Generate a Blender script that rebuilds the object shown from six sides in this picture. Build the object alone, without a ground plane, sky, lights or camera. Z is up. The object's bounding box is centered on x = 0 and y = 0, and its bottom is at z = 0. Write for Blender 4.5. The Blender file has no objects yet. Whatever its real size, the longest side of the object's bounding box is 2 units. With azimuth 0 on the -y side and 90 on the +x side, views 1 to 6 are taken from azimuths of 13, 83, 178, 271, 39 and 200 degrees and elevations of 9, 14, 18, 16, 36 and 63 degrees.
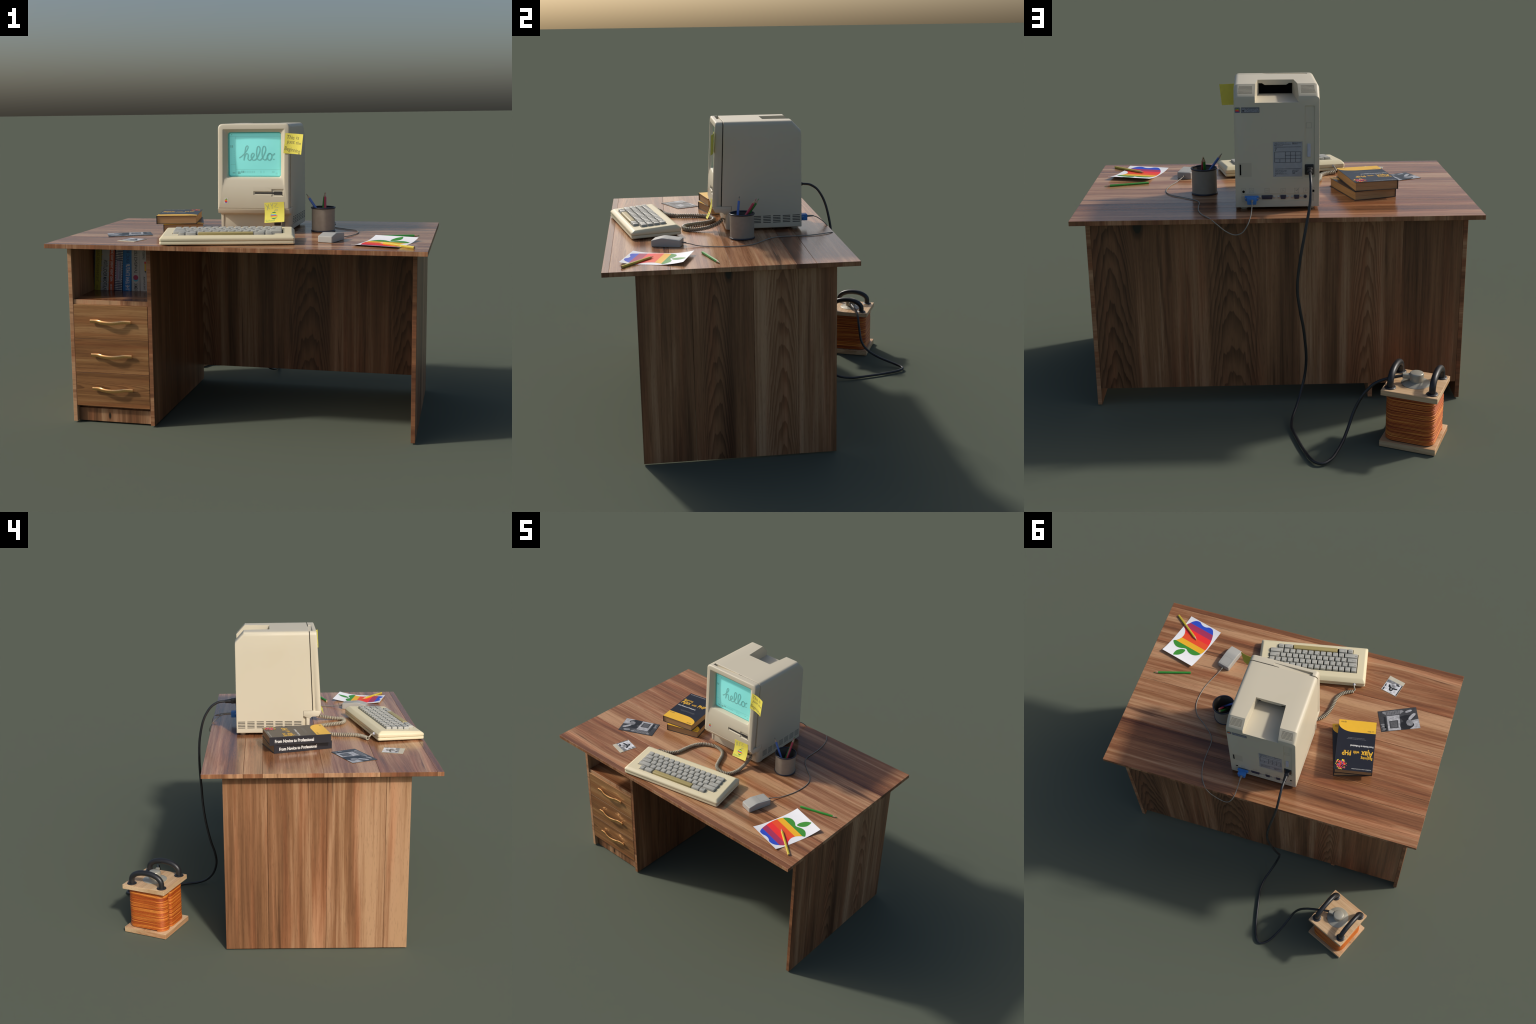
import bpy, bmesh, math, random
from mathutils import Vector, Matrix
from mathutils.geometry import tessellate_polygon

random.seed(7)
SC = bpy.context.scene
TOP = 1.0232            # height of the desk top


# ------------------------------------------------------------------ materials
class N:
    """tiny node-tree helper"""
    def __init__(s, name):
        s.m = bpy.data.materials.new(name)
        s.m.use_nodes = True
        s.t = s.m.node_tree
        s.t.nodes.clear()
        s.out = s.n('ShaderNodeOutputMaterial')

    def n(s, kind, **kw):
        d = s.t.nodes.new(kind)
        for k, v in kw.items():
            setattr(d, k, v)
        return d

    def l(s, a, b):
        s.t.links.new(a, b)

    def val(s, sock, v):
        if hasattr(v, 'is_linked'):
            s.l(v, sock)
        else:
            sock.default_value = v

    def math(s, op, a, b=0.0, c=0.0):
        d = s.n('ShaderNodeMath', operation=op)
        for i, v in enumerate((a, b, c)):
            s.val(d.inputs[i], v)
        return d.outputs[0]

    def vec(s, x, y, z):
        d = s.n('ShaderNodeCombineXYZ')
        for i, v in enumerate((x, y, z)):
            s.val(d.inputs[i], v)
        return d.outputs[0]

    def noise(s, vec, scale=1.0, detail=4.0, rough=0.55, dist=0.0):
        d = s.n('ShaderNodeTexNoise')
        s.l(vec, d.inputs['Vector'])
        d.inputs['Scale'].default_value = scale
        d.inputs['Detail'].default_value = detail
        d.inputs['Roughness'].default_value = rough
        d.inputs['Distortion'].default_value = dist
        return d.outputs['Fac']

    def ramp(s, fac, stops, interp='LINEAR'):
        d = s.n('ShaderNodeValToRGB')
        d.color_ramp.interpolation = interp
        el = d.color_ramp.elements
        while len(el) < len(stops):
            el.new(0.5)
        for e, (p, c) in zip(el, stops):
            e.position = p
            e.color = (*c, 1) if len(c) == 3 else c
        s.l(fac, d.inputs[0])
        return d.outputs[0]

    def mix(s, fac, a, b, blend='MIX'):
        d = s.n('ShaderNodeMix', data_type='RGBA', blend_type=blend)
        s.val(d.inputs[0], fac)
        for sock, v in ((d.inputs[6], a), (d.inputs[7], b)):
            if hasattr(v, 'is_linked'):
                s.l(v, sock)
            else:
                sock.default_value = (*v, 1)
        return d.outputs[2]

    def smooth(s, v, a, b, lo=0.0, hi=1.0):
        d = s.n('ShaderNodeMapRange', interpolation_type='SMOOTHSTEP')
        s.l(v, d.inputs[0])
        for i, x in enumerate((a, b, lo, hi)):
            d.inputs[i + 1].default_value = x
        return d.outputs[0]

    def principled(s, col, rough=0.5, metal=0.0, spec=0.5, bump=None, bstr=0.2, bdist=0.001, **kw):
        p = s.n('ShaderNodeBsdfPrincipled')
        if hasattr(col, 'is_linked'):
            s.l(col, p.inputs['Base Color'])
        else:
            p.inputs['Base Color'].default_value = (*col, 1)
        s.val(p.inputs['Roughness'], rough)
        p.inputs['Metallic'].default_value = metal
        p.inputs['Specular IOR Level'].default_value = spec
        for k, v in kw.items():
            p.inputs[k].default_value = v
        if bump is not None:
            b = s.n('ShaderNodeBump')
            b.inputs['Strength'].default_value = bstr
            b.inputs['Distance'].default_value = bdist
            s.l(bump, b.inputs['Height'])
            s.l(b.outputs[0], p.inputs['Normal'])
        s.l(p.outputs[0], s.out.inputs[0])
        return p


def plain(name, col, rough=0.5, metal=0.0, spec=0.5, vary=0.06, scale=40.0, bstr=0.08, **kw):
    """one-colour material with a little mottling and fine grain"""
    a = N(name)
    o = a.n('ShaderNodeTexCoord').outputs['Object']
    f = a.noise(o, scale, 5)
    g = a.noise(o, scale * 14, 2)
    lo = tuple(c * (1 - vary) for c in col)
    hi = tuple(min(1, c * (1 + vary)) for c in col)
    c = a.ramp(f, [(0.3, lo), (0.7, hi)])
    a.principled(c, rough, metal, spec, g, bstr, 0.0004, **kw)
    return a.m


def plastic(name, col, rough=0.42, stain=(0.55, 0.44, 0.24), amount=0.25):
    """aged plastic: soft yellowed patches and a fine pebble grain"""
    a = N(name)
    o = a.n('ShaderNodeTexCoord').outputs['Object']
    big = a.noise(o, 5.0, 3)
    fine = a.noise(o, 900.0, 2)
    m = a.math('MULTIPLY', a.smooth(big, 0.48, 0.75), amount)
    c = a.mix(m, col, tuple(x * y for x, y in zip(col, (0.97, 0.94, 0.86))))
    spots = a.smooth(a.noise(o, 60.0, 4), 0.7, 0.8)
    c = a.mix(a.math('MULTIPLY', spots, 0.12), c, stain)
    a.principled(c, rough, 0, 0.4, fine, 0.12, 0.0003)
    return a.m


def wood(name, along, across, dark, mid, light, rough=0.4, spec=0.5, edge=False, gloss_var=0.08, fine=1.0, contrast=1.0):
    """plank wood.  along/across name the object axes of the grain; every plank
    carries custom properties: seed, tone, knot (along, across, size)."""
    a = N(name)
    o = a.n('ShaderNodeTexCoord').outputs['Object']
    sp = a.n('ShaderNodeSeparateXYZ')
    a.l(o, sp.inputs[0])
    ax = {'x': sp.outputs[0], 'y': sp.outputs[1], 'z': sp.outputs[2]}
    third = ({'x', 'y', 'z'} - {along, across}).pop()

    def prop(p, out='Fac'):
        d = a.n('ShaderNodeAttribute', attribute_type='OBJECT', attribute_name='["%s"]' % p)
        return d.outputs[out]
    seed, tone = prop('seed'), prop('tone')
    g, t, w = ax[along], ax[across], ax[third]
    # knot: grain bends round it
    kp = a.n('ShaderNodeSeparateXYZ')
    a.l(prop('knot', 'Vector'), kp.inputs[0])
    dg = a.math('SUBTRACT', g, kp.outputs[0])
    dt = a.math('SUBTRACT', t, kp.outputs[1])
    ks = a.math('MAXIMUM', kp.outputs[2], 0.0005)
    rg = a.math('DIVIDE', dg, a.math('MULTIPLY', ks, 2.6))
    rt = a.math('DIVIDE', dt, ks)
    r = a.math('SQRT', a.math('ADD', a.math('MULTIPLY', rg, rg), a.math('MULTIPLY', rt, rt)))
    rg2 = a.math('MULTIPLY', rg, 0.35)
    fall = a.math('POWER', 2.718, a.math('MULTIPLY', a.math('ADD', a.math('MULTIPLY', rg2, rg2), a.math('MULTIPLY', a.math('MULTIPLY', rt, rt), 0.16)), -1.0))
    bend = a.math('MULTIPLY', a.math('MULTIPLY', fall, dt), -0.62)
    t2 = a.math('ADD', t, bend)
    off = a.math('MULTIPLY', seed, 3.7)
    gg = a.math('ADD', g, off)
    ww = a.math('ADD', w, a.math('MULTIPLY', seed, 1.3))

    def P(fa, fc, fw):
        return a.vec(a.math('MULTIPLY', gg, fa), a.math('MULTIPLY', t2, fc), a.math('MULTIPLY', ww, fw))
    broad = a.noise(P(0.35, 6.5, 4.0), 1.0, 2, 0.5, 0.3)          # wide heartwood bands
    streak = a.noise(P(0.75, 19.0, 6.0), 1.0, 4, 0.6, 0.35)        # streaks
    line = a.noise(P(1.4, 95.0, 14.0), 1.0, 4, 0.62, 0.15)         # narrow growth lines
    fibre = a.noise(P(7.0 * fine, 300.0 * fine, 40.0), 1.0, 3, 0.6)          # fibres
    pore = a.noise(P(22.0 * fine, 520.0 * fine, 60.0), 1.0, 2, 0.5)
    # cathedral figure: nested arches about the plank's heart line
    fp = a.n('ShaderNodeSeparateXYZ')
    a.l(prop('flame', 'Vector'), fp.inputs[0])
    ft = a.math('DIVIDE', a.math('SUBTRACT', t2, fp.outputs[0]), a.math('MAXIMUM', fp.outputs[1], 0.01))
    ft2 = a.math('MULTIPLY', ft, ft)
    wob = a.noise(P(1.6, 14.0, 2.0), 1.0, 3)
    arch = a.math('ADD', a.math('MULTIPLY', g, 7.5), a.math('ADD', a.math('MULTIPLY', ft2, 2.2), a.math('MULTIPLY', wob, 3.2)))
    arch = a.math('FRACT', arch)
    arch = a.math('MULTIPLY', a.smooth(arch, 0.25, 1.0), a.smooth(arch, 1.0, 0.92))
    fm = a.math('MULTIPLY', a.smooth(ft2, 2.6, 0.6), fp.outputs[2])
    ring = a.math('MULTIPLY', arch, a.math('MULTIPLY', fm, 0.26))
    calm = a.math('SUBTRACT', 1.0, a.math('MULTIPLY', fm, 0.6))
    v = a.math('ADD', a.math('MULTIPLY', broad, 0.85), a.math('MULTIPLY', a.math('SUBTRACT', streak, 0.5), a.math('MULTIPLY', calm, 0.85 * contrast)))
    v = a.math('ADD', v, a.math('ADD', a.math('MULTIPLY', fibre, 0.26), a.math('MULTIPLY', a.math('MULTIPLY', a.math('SUBTRACT', line, 0.5), calm), 0.40 * contrast)))
    v = a.math('SUBTRACT', v, ring)
    v = a.math('ADD', v, a.math('SUBTRACT', a.math('MULTIPLY', tone, 1.10), 0.60))
    c = a.ramp(v, [(0.08, dark), (0.34, tuple((x * 0.45 + y * 0.55) for x, y in zip(dark, mid))), (0.52, mid), (0.82, light)])
    # occasional dark mineral streaks
    mineral = a.noise(P(0.9, 26.0, 5.0), 1.0, 4, 0.6, 0.6)
    c = a.mix(a.math('MULTIPLY', a.smooth(mineral, 0.40, 0.30), 0.55 * contrast), c, dark)
    # hue drift: some streaks redder, some more olive
    hue = a.noise(P(0.7, 16.0, 3.0), 1.0, 2)
    c = a.mix(a.math('MULTIPLY', a.smooth(hue, 0.48, 0.68), 0.5), c, (1.12, 0.86, 0.78), 'MULTIPLY')
    c = a.mix(a.math('MULTIPLY', a.smooth(hue, 0.5, 0.3), 0.25), c, (0.95, 0.98, 0.86), 'MULTIPLY')
    c = a.mix(a.math('MULTIPLY', a.smooth(pore, 0.60, 0.72), 0.42), c, tuple(x * 0.55 for x in dark))
    # knot body
    kn = a.math('ADD', r, a.math('MULTIPLY', a.math('SUBTRACT', streak, 0.5), 0.5))
    kd = prop('knot_dark')
    c = a.mix(a.math('MULTIPLY', a.smooth(kn, 1.7, 1.0), a.math('MULTIPLY', kd, 0.75)), c, tuple(x * 0.6 for x in dark))
    c = a.mix(a.math('MULTIPLY', a.smooth(kn, 1.0, 0.8), kd), c, (0.02, 0.018, 0.012))
    h = a.math('SUBTRACT', fibre, a.math('MULTIPLY', a.smooth(pore, 0.6, 0.72), 0.6))
    rr = a.math('ADD', rough, a.math('MULTIPLY', a.math('SUBTRACT', streak, 0.5), gloss_var))
    a.principled(c, rr, 0, spec, h, 0.10, 0.0006)
    return a.m


W_D, W_M, W_L = (0.078, 0.028, 0.013), (0.295, 0.124, 0.053), (0.53, 0.30, 0.158)
M = {}
M['wood_top'] = wood('wood_top', 'x', 'y', W_D, W_M, W_L, 0.20, 0.55, contrast=1.3)
S_D, S_M, S_L = (0.075, 0.030, 0.012), (0.278, 0.127, 0.057), (0.49, 0.285, 0.155)  # less red than W_*: bluish skylight on the shaded panels tinted into the browns
M['wood_side'] = wood('wood_side', 'z', 'y', S_D, S_M, S_L, 0.42, 0.45, contrast=1.25)
M['wood_back'] = wood('wood_back', 'z', 'x', S_D, S_M, S_L, 0.42, 0.45, contrast=1.25)
M['wood_drawer'] = wood('wood_drawer', 'x', 'z', (0.095, 0.036, 0.013), (0.285, 0.130, 0.047), (0.46, 0.262, 0.110), 0.38, 0.45, contrast=1.6)
# board edges: grain runs across the thickness
M['edge_front'] = wood('edge_front', 'z', 'x', W_D, W_M, W_L, 0.5, 0.4)
M['edge_end'] = wood('edge_end', 'z', 'y', W_D, W_M, W_L, 0.5, 0.4)
M['edge_panel'] = wood('edge_panel', 'x', 'z', W_D, W_M, W_L, 0.5, 0.4)
P_D, P_M, P_L = (0.30, 0.14, 0.055), (0.52, 0.31, 0.155), (0.70, 0.50, 0.30)
M['pine'] = wood('pine', 'x', 'y', P_D, P_M, P_L, 0.5, 0.4, fine=0.6)
M['pine_edge'] = wood('pine_edge', 'x', 'z', P_D, P_M, P_L, 0.55, 0.35, fine=0.6)

CREAM = (0.64, 0.575, 0.435)
M['case'] = plastic('aged_case_plastic', CREAM)
M['case_dim'] = plastic('case_plastic_recess', (0.56, 0.50, 0.38))
M['badge_card'] = plain('badge_card', (0.66, 0.61, 0.49), 0.4)
M['kbd'] = plastic('keyboard_plastic', (0.75, 0.66, 0.44))
M['key'] = plastic('key_plastic', (0.43, 0.42, 0.375), 0.5)
M['spacebar'] = plastic('spacebar_yellowed', (0.40, 0.32, 0.13), 0.35)
M['mouse'] = plastic('mouse_plastic', (0.42, 0.41, 0.375), 0.42)
M['mouse_line'] = plain('mouse_groove', (0.16, 0.155, 0.14), 0.6)
M['legend'] = plain('key_legend_ink', (0.07, 0.068, 0.06), 0.6)
M['black'] = plain('black_plastic', (0.012, 0.012, 0.014), 0.4)
M['rubber'] = plain('black_cable_rubber', (0.016, 0.017, 0.02), 0.42, spec=0.6)
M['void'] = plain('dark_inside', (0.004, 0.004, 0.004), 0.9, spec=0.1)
M['slot'] = plain('dark_slot', (0.03, 0.027, 0.025), 0.7)
M['badge'] = plain('badge_gray', (0.17, 0.175, 0.195), 0.35)
M['badge_ink'] = plain('badge_letters', (0.36, 0.38, 0.44), 0.3)
M['label'] = plain('label_sheet', (0.37, 0.38, 0.40), 0.4)
M['label_ink'] = plain('label_ink', (0.07, 0.07, 0.08), 0.5)
M['switch'] = plain('switch_plastic', (0.52, 0.53, 0.60), 0.35)
M['emboss'] = plain('embossed_icon', (0.36, 0.32, 0.24), 0.5)
M['steel'] = plain('screw_steel', (0.55, 0.55, 0.58), 0.3, 0.9)
M['port'] = plain('port_blue_black', (0.04, 0.04, 0.07), 0.4)
M['bluecon'] = plain('blue_connector', (0.045, 0.22, 0.62), 0.45)
M['cord'] = plain('gray_cord', (0.26, 0.24, 0.20), 0.45)
M['coilcord'] = plain('coiled_cord', (0.36, 0.32, 0.24), 0.38)
M['cupgray'] = plain('cup_enamel', (0.33, 0.285, 0.225), 0.42, 0.0)
M['cuprim'] = plain('cup_rim', (0.028, 0.030, 0.045), 0.32)
M['cupin'] = plain('cup_inside', (0.16, 0.145, 0.12), 0.6)
M['copper'] = plain('drawer_pull_copper', (1.0, 0.54, 0.23), 0.21, 1.0, vary=0.05)
M['paper'] = plain('white_paper', (0.86, 0.86, 0.88), 0.6, vary=0.015)
M['kraft'] = plain('raw_pencil_wood', (0.56, 0.37, 0.24), 0.6, vary=0.2, scale=300)
M['p_yellow'] = plain('pencil_yellow', (0.60, 0.47, 0.045), 0.35)
M['p_green'] = plain('pencil_green', (0.035, 0.27, 0.035), 0.35)
M['p_blue'] = plain('pencil_blue', (0.10, 0.19, 0.54), 0.35)
M['p_red'] = plain('pencil_red', (0.58, 0.045, 0.08), 0.35)
M['graphite'] = plain('pencil_lead', (0.03, 0.03, 0.03), 0.4)
M['note'] = plain('yellow_note_paper', (0.84, 0.74, 0.10), 0.65, vary=0.03)
M['note_ink'] = plain('note_pen_ink', (0.20, 0.17, 0.07), 0.6)
M['note_blue'] = plain('note_pencil_gray', (0.33, 0.36, 0.28), 0.6)
M['note_green'] = plain('note_green_ink', (0.16, 0.42, 0.10), 0.6)
for nm, col in dict(green=(0.045, 0.28, 0.03), yellow=(0.90, 0.47, 0.02), orange=(0.88, 0.085, 0.02), red=(0.90, 0.03, 0.03),
                    purple=(0.42, 0.035, 0.11), blue=(0.03, 0.085, 0.60), cyan=(0.10, 0.50, 0.66), lemon=(0.90, 0.82, 0.03)).items():
    M['c_' + nm] = plain('print_' + nm, col, 0.5, vary=0.015)
M['b_black'] = plain('book_cover_black', (0.017, 0.018, 0.026), 0.32)
M['b_yellow'] = plain('book_cover_yellow', (0.86, 0.49, 0.035), 0.35, vary=0.02)
M['b_white'] = plain('book_print_white', (0.78, 0.77, 0.74), 0.45)
M['b_gray'] = plain('book_print_gray', (0.32, 0.32, 0.33), 0.5)
M['disc'] = plain('cap_zinc', (0.42, 0.40, 0.33), 0.32, 0.25)
for i, v in enumerate((0.02, 0.055, 0.12, 0.24, 0.42, 0.66)):
    M['g%d' % i] = plain('photo_gray_%d' % i, (v, v, v * 1.03), 0.3, vary=0.30, scale=70)
M['cream_card'] = plain('photo_border', (0.58, 0.53, 0.41), 0.45)


def make_pages():
    """block of pages: fine lines stacked along z"""
    a = N('book_pages')
    o = a.n('ShaderNodeTexCoord').outputs['Object']
    sp = a.n('ShaderNodeSeparateXYZ')
    a.l(o, sp.inputs[0])
    v = a.vec(a.math('MULTIPLY', sp.outputs[0], 5.0), a.math('MULTIPLY', sp.outputs[1], 5.0), a.math('MULTIPLY', sp.outputs[2], 900.0))
    f = a.noise(v, 1.0, 3)
    c = a.ramp(f, [(0.3, (0.34, 0.19, 0.085)), (0.7, (0.52, 0.33, 0.165))])
    a.principled(c, 0.8, 0, 0.2, f, 0.5, 0.0006)
    return a.m


M['pages'] = make_pages()


def make_wire():
    a = N('copper_winding')
    o = a.n('ShaderNodeTexCoord').outputs['Object']
    sp = a.n('ShaderNodeSeparateXYZ')
    a.l(o, sp.inputs[0])
    v = a.vec(a.math('MULTIPLY', sp.outputs[0], 2.5), a.math('MULTIPLY', sp.outputs[1], 2.5), a.math('MULTIPLY', sp.outputs[2], 150.0))
    f = a.noise(v, 1.0, 2)
    c = a.ramp(f, [(0.3, (0.30, 0.040, 0.008)), (0.5, (0.54, 0.120, 0.014)), (0.7, (0.86, 0.33, 0.055))])
    a.principled(c, 0.45, 0.1, 0.5)
    return a.m


M['wire'] = make_wire()
M['wire_core'] = plain('winding_core', (0.09, 0.016, 0.005), 0.7)


def make_screen():
    """lit picture tube: cyan phosphor, dim toward the rim"""
    def one(name, col, em):
        a = N(name)
        a.principled(col, 0.18, 0, 0.5, **{'Emission Color': (*em, 1), 'Emission Strength': 1.0})
        return a.m
    M['screen'] = one('screen_glow', (0.34, 0.93, 0.88), (0.022, 0.135, 0.122))
    M['screen_edge'] = one('screen_border', (0.11, 0.50, 0.47), (0.008, 0.06, 0.055))
    M['screen_mark'] = one('screen_drawing', (0.21, 0.52, 0.49), (0.016, 0.08, 0.072))
    M['screen_faint'] = one('screen_panel_lines', (0.30, 0.80, 0.76), (0.02, 0.118, 0.108))


make_screen()


# ------------------------------------------------------------------ mesh helpers
def link(ob, parent=None):
    SC.collection.objects.link(ob)
    if parent is not None:
        ob.parent = parent
    return ob


def obj(name, verts, faces, mats, parent=None, mi=None, smooth=None, loc=None, rot=None):
    me = bpy.data.meshes.new(name)
    me.from_pydata([tuple(v) for v in verts], [], faces)
    for m in (mats if isinstance(mats, (list, tuple)) else [mats]):
        me.materials.append(m)
    if mi:
        for p, i in zip(me.polygons, mi):
            p.material_index = i
    me.validate()
    ob = bpy.data.objects.new(name, me)
    link(ob, parent)
    finish(ob, smooth)
    if loc is not None:
        ob.location = loc
    if rot is not None:
        ob.rotation_euler = rot
    return ob


def finish(ob, smooth):
    if smooth is not None:
        me = ob.data
        me.shade_smooth()
        me.set_sharp_from_angle(angle=math.radians(smooth))


def from_bm(bm, name, mats, parent=None, smooth=None, loc=None, rot=None):
    bmesh.ops.recalc_face_normals(bm, faces=bm.faces)
    me = bpy.data.meshes.new(name)
    bm.to_mesh(me)
    bm.free()
    for m in (mats if isinstance(mats, (list, tuple)) else [mats]):
        me.materials.append(m)
    ob = bpy.data.objects.new(name, me)
    link(ob, parent)
    finish(ob, smooth)
    if loc is not None:
        ob.location = loc
    if rot is not None:
        ob.rotation_euler = rot
    return ob


def bm_box(bm, x0, x1, y0, y1, z0, z1, bevel=0.0, seg=1):
    r = bmesh.ops.create_cube(bm, size=1.0)
    for v in r['verts']:
        v.co = Vector((x0 + (v.co.x + .5) * (x1 - x0), y0 + (v.co.y + .5) * (y1 - y0), z0 + (v.co.z + .5) * (z1 - z0)))
    if bevel:
        es = {e for v in r['verts'] for e in v.link_edges}
        bmesh.ops.bevel(bm, geom=list(es), offset=bevel, segments=seg, affect='EDGES', profile=0.6)


def box(name, x0, x1, y0, y1, z0, z1, mat, parent=None, bevel=0.0, seg=1, smooth=None, **kw):
    bm = bmesh.new()
    bm_box(bm, x0, x1, y0, y1, z0, z1, bevel, seg)
    return from_bm(bm, name, mat, parent, smooth, **kw)


def board(name, x0, x1, y0, y1, z0, z1, face, edges, parent, seed, tone, thick, knot=(9, 9, 0), bevel=0.0010, flame=(9, 0.05, 0), dark_knot=1.0, gap=None):
    """plank: 'thick' = thin axis; broad faces take `face`, the rest `edges` {axis: material}"""
    if gap:
        # joint between neighbouring planks
        if gap == 'x':
            x0, x1 = x0 + 0.0006, x1 - 0.0006
        else:
            y0, y1 = y0 + 0.0006, y1 - 0.0006
    bm = bmesh.new()
    bm_box(bm, x0, x1, y0, y1, z0, z1, bevel)
    bmesh.ops.recalc_face_normals(bm, faces=bm.faces)
    mats = [face] + [edges[k] for k in sorted(edges)]
    idx = {k: i + 1 for i, k in enumerate(sorted(edges))}
    idx[thick] = 0
    for f in bm.faces:
        k = max(range(3), key=lambda i: abs(f.normal[i]))
        f.material_index = idx.get('xyz'[k], 0)
    ob = from_bm(bm, name, mats, parent)
    ob['seed'] = float(seed)
    ob['tone'] = float(tone)
    ob['knot'] = [float(q) for q in knot]
    ob['flame'] = [float(q) for q in flame]
    ob['knot_dark'] = float(dark_knot)
    return ob


def catmull(pts, n=10, closed=False):
    pts = [Vector(p) for p in pts]
    out = []
    m = len(pts)
    for i in range(m if closed else m - 1):
        if closed:
            p0, p1, p2, p3 = pts[i - 1], pts[i], pts[(i + 1) % m], pts[(i + 2) % m]
        else:
            p0, p1, p2, p3 = pts[max(i - 1, 0)], pts[i], pts[i + 1], pts[min(i + 2, m - 1)]
        for k in range(n):
            t = k / n
            out.append(0.5 * ((2 * p1) + (p2 - p0) * t + (2 * p0 - 5 * p1 + 4 * p2 - p3) * t * t + (3 * p1 - p0 - 3 * p2 + p3) * t ** 3))
    if not closed:
        out.append(pts[-1])
    return out


def sweep_data(path, section, closed=False, up=None, scale=None, v0=0):
    """sweep a 2D section (list of (a,b)) along a path with parallel transport"""
    verts, faces = [], []
    n, k = len(path), len(section)
    tang = []
    for i in range(n):
        if closed:
            d = path[(i + 1) % n] - path[i - 1]
        else:
            d = path[min(i + 1, n - 1)] - path[max(i - 1, 0)]
        tang.append(d.normalized())
    u = Vector(up) if up else tang[0].orthogonal()
    for i in range(n):
        t = tang[i]
        if up:
            u = Vector(up)
        u = (u - t * u.dot(t)).normalized()
        w = t.cross(u)
        s = scale(i / max(1, n - 1)) if scale else 1.0
        for a, b in section:
            verts.append(path[i] + u * a * s + w * b * s)
    for i in range(n if closed else n - 1):
        j = (i + 1) % n
        for q in range(k):
            r = (q + 1) % k
            faces.append((v0 + i * k + q, v0 + i * k + r, v0 + j * k + r, v0 + j * k + q))
    if not closed:
        faces.append(tuple(v0 + q for q in reversed(range(k))))
        faces.append(tuple(v0 + (n - 1) * k + q for q in range(k)))
    return verts, faces


def circle(r, k=10):
    return [(r * math.cos(2 * math.pi * i / k), r * math.sin(2 * math.pi * i / k)) for i in range(k)]


def tube(name, pts, r, mat, parent=None, k=10, n=10, spline=True, scale=None, **kw):
    path = catmull(pts, n) if spline else [Vector(p) for p in pts]
    v, f = sweep_data(path, circle(r, k), scale=scale)
    return obj(name, v, f, mat, parent, smooth=50, **kw)


def lathe(name, prof, mat, parent=None, seg=48, smooth=40, mi=None, **kw):
    """prof: list of (r,z) from axis outward/around; mi = material index per profile segment"""
    verts, faces, fm = [], [], []
    n = len(prof)
    for j in range(seg):
        a = 2 * math.pi * j / seg
        for r, z in prof:
            verts.append((r * math.cos(a), r * math.sin(a), z))
    for j in range(seg):
        jn = (j + 1) % seg
        for i in range(n - 1):
            faces.append((j * n + i, jn * n + i, jn * n + i + 1, j * n + i + 1))
            fm.append(mi[i] if mi else 0)
    bm = bmesh.new()
    vs = [bm.verts.new(v) for v in verts]
    for f, m in zip(faces, fm):
        try:
            q = bm.faces.new([vs[i] for i in f])
            q.material_index = m
        except ValueError:
            pass
    bmesh.ops.remove_doubles(bm, verts=bm.verts, dist=1e-6)
    bmesh.ops.dissolve_degenerate(bm, dist=1e-6, edges=bm.edges)
    return from_bm(bm, name, mat, parent, smooth, **kw)


def prism(name, poly, axis, a0, a1, mat, parent=None, bevel=0.0, seg=2, smooth=35, **kw):
    """extrude a polygon given in the two other axes along `axis`"""
    bm = bmesh.new()
    def pt(p, h):
        return {'x': (h, p[0], p[1]), 'y': (p[0], h, p[1]), 'z': (p[0], p[1], h)}[axis]
    lo = [bm.verts.new(pt(p, a0)) for p in poly]
    hi = [bm.verts.new(pt(p, a1)) for p in poly]
    n = len(poly)
    bm.faces.new(lo)
    bm.faces.new(hi[::-1])
    for i in range(n):
        bm.faces.new((lo[i], hi[i], hi[(i + 1) % n], lo[(i + 1) % n]))
    bmesh.ops.recalc_face_normals(bm, faces=bm.faces)
    if bevel:
        bmesh.ops.bevel(bm, geom=list(bm.edges), offset=bevel, segments=seg, affect='EDGES', profile=0.5, clamp_overlap=True)
    return from_bm(bm, name, mat, parent, smooth, **kw)


def rrect(w0, w1, h0, h1, r, n=5, edge=6):
    """rounded rectangle points, ccw from bottom-left; r = (bl, br, tr, tl)"""
    if not isinstance(r, (tuple, list)):
        r = (r,) * 4
    cs = [((w0, h0), (1, 1), math.pi, r[0]), ((w1, h0), (-1, 1), 1.5 * math.pi, r[1]), ((w1, h1), (-1, -1), 0, r[2]), ((w0, h1), (1, -1), .5 * math.pi, r[3])]
    arcs = []
    for (cx, cy), (sx, sy), a0, q in cs:
        arcs.append([(cx + sx * q + q * math.cos(a0 + i / n * math.pi / 2), cy + sy * q + q * math.sin(a0 + i / n * math.pi / 2)) for i in range(n + 1)])
    pts = []
    for i in range(4):
        pts += arcs[i]
        a, b = arcs[i][-1], arcs[(i + 1) % 4][0]
        for k in range(1, edge):
            pts.append((a[0] + (b[0] - a[0]) * k / edge, a[1] + (b[1] - a[1]) * k / edge))
    return pts


def loft(bm, rings, cap0=False, cap1=False):
    vr = [[bm.verts.new(p) for p in r] for r in rings]
    n = len(rings[0])
    for a, b in zip(vr[:-1], vr[1:]):
        for i in range(n):
            bm.faces.new((a[i], a[(i + 1) % n], b[(i + 1) % n], b[i]))
    if cap0:
        bm.faces.new(vr[0][::-1])
    if cap1:
        bm.faces.new(vr[-1])
    return vr


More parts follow.
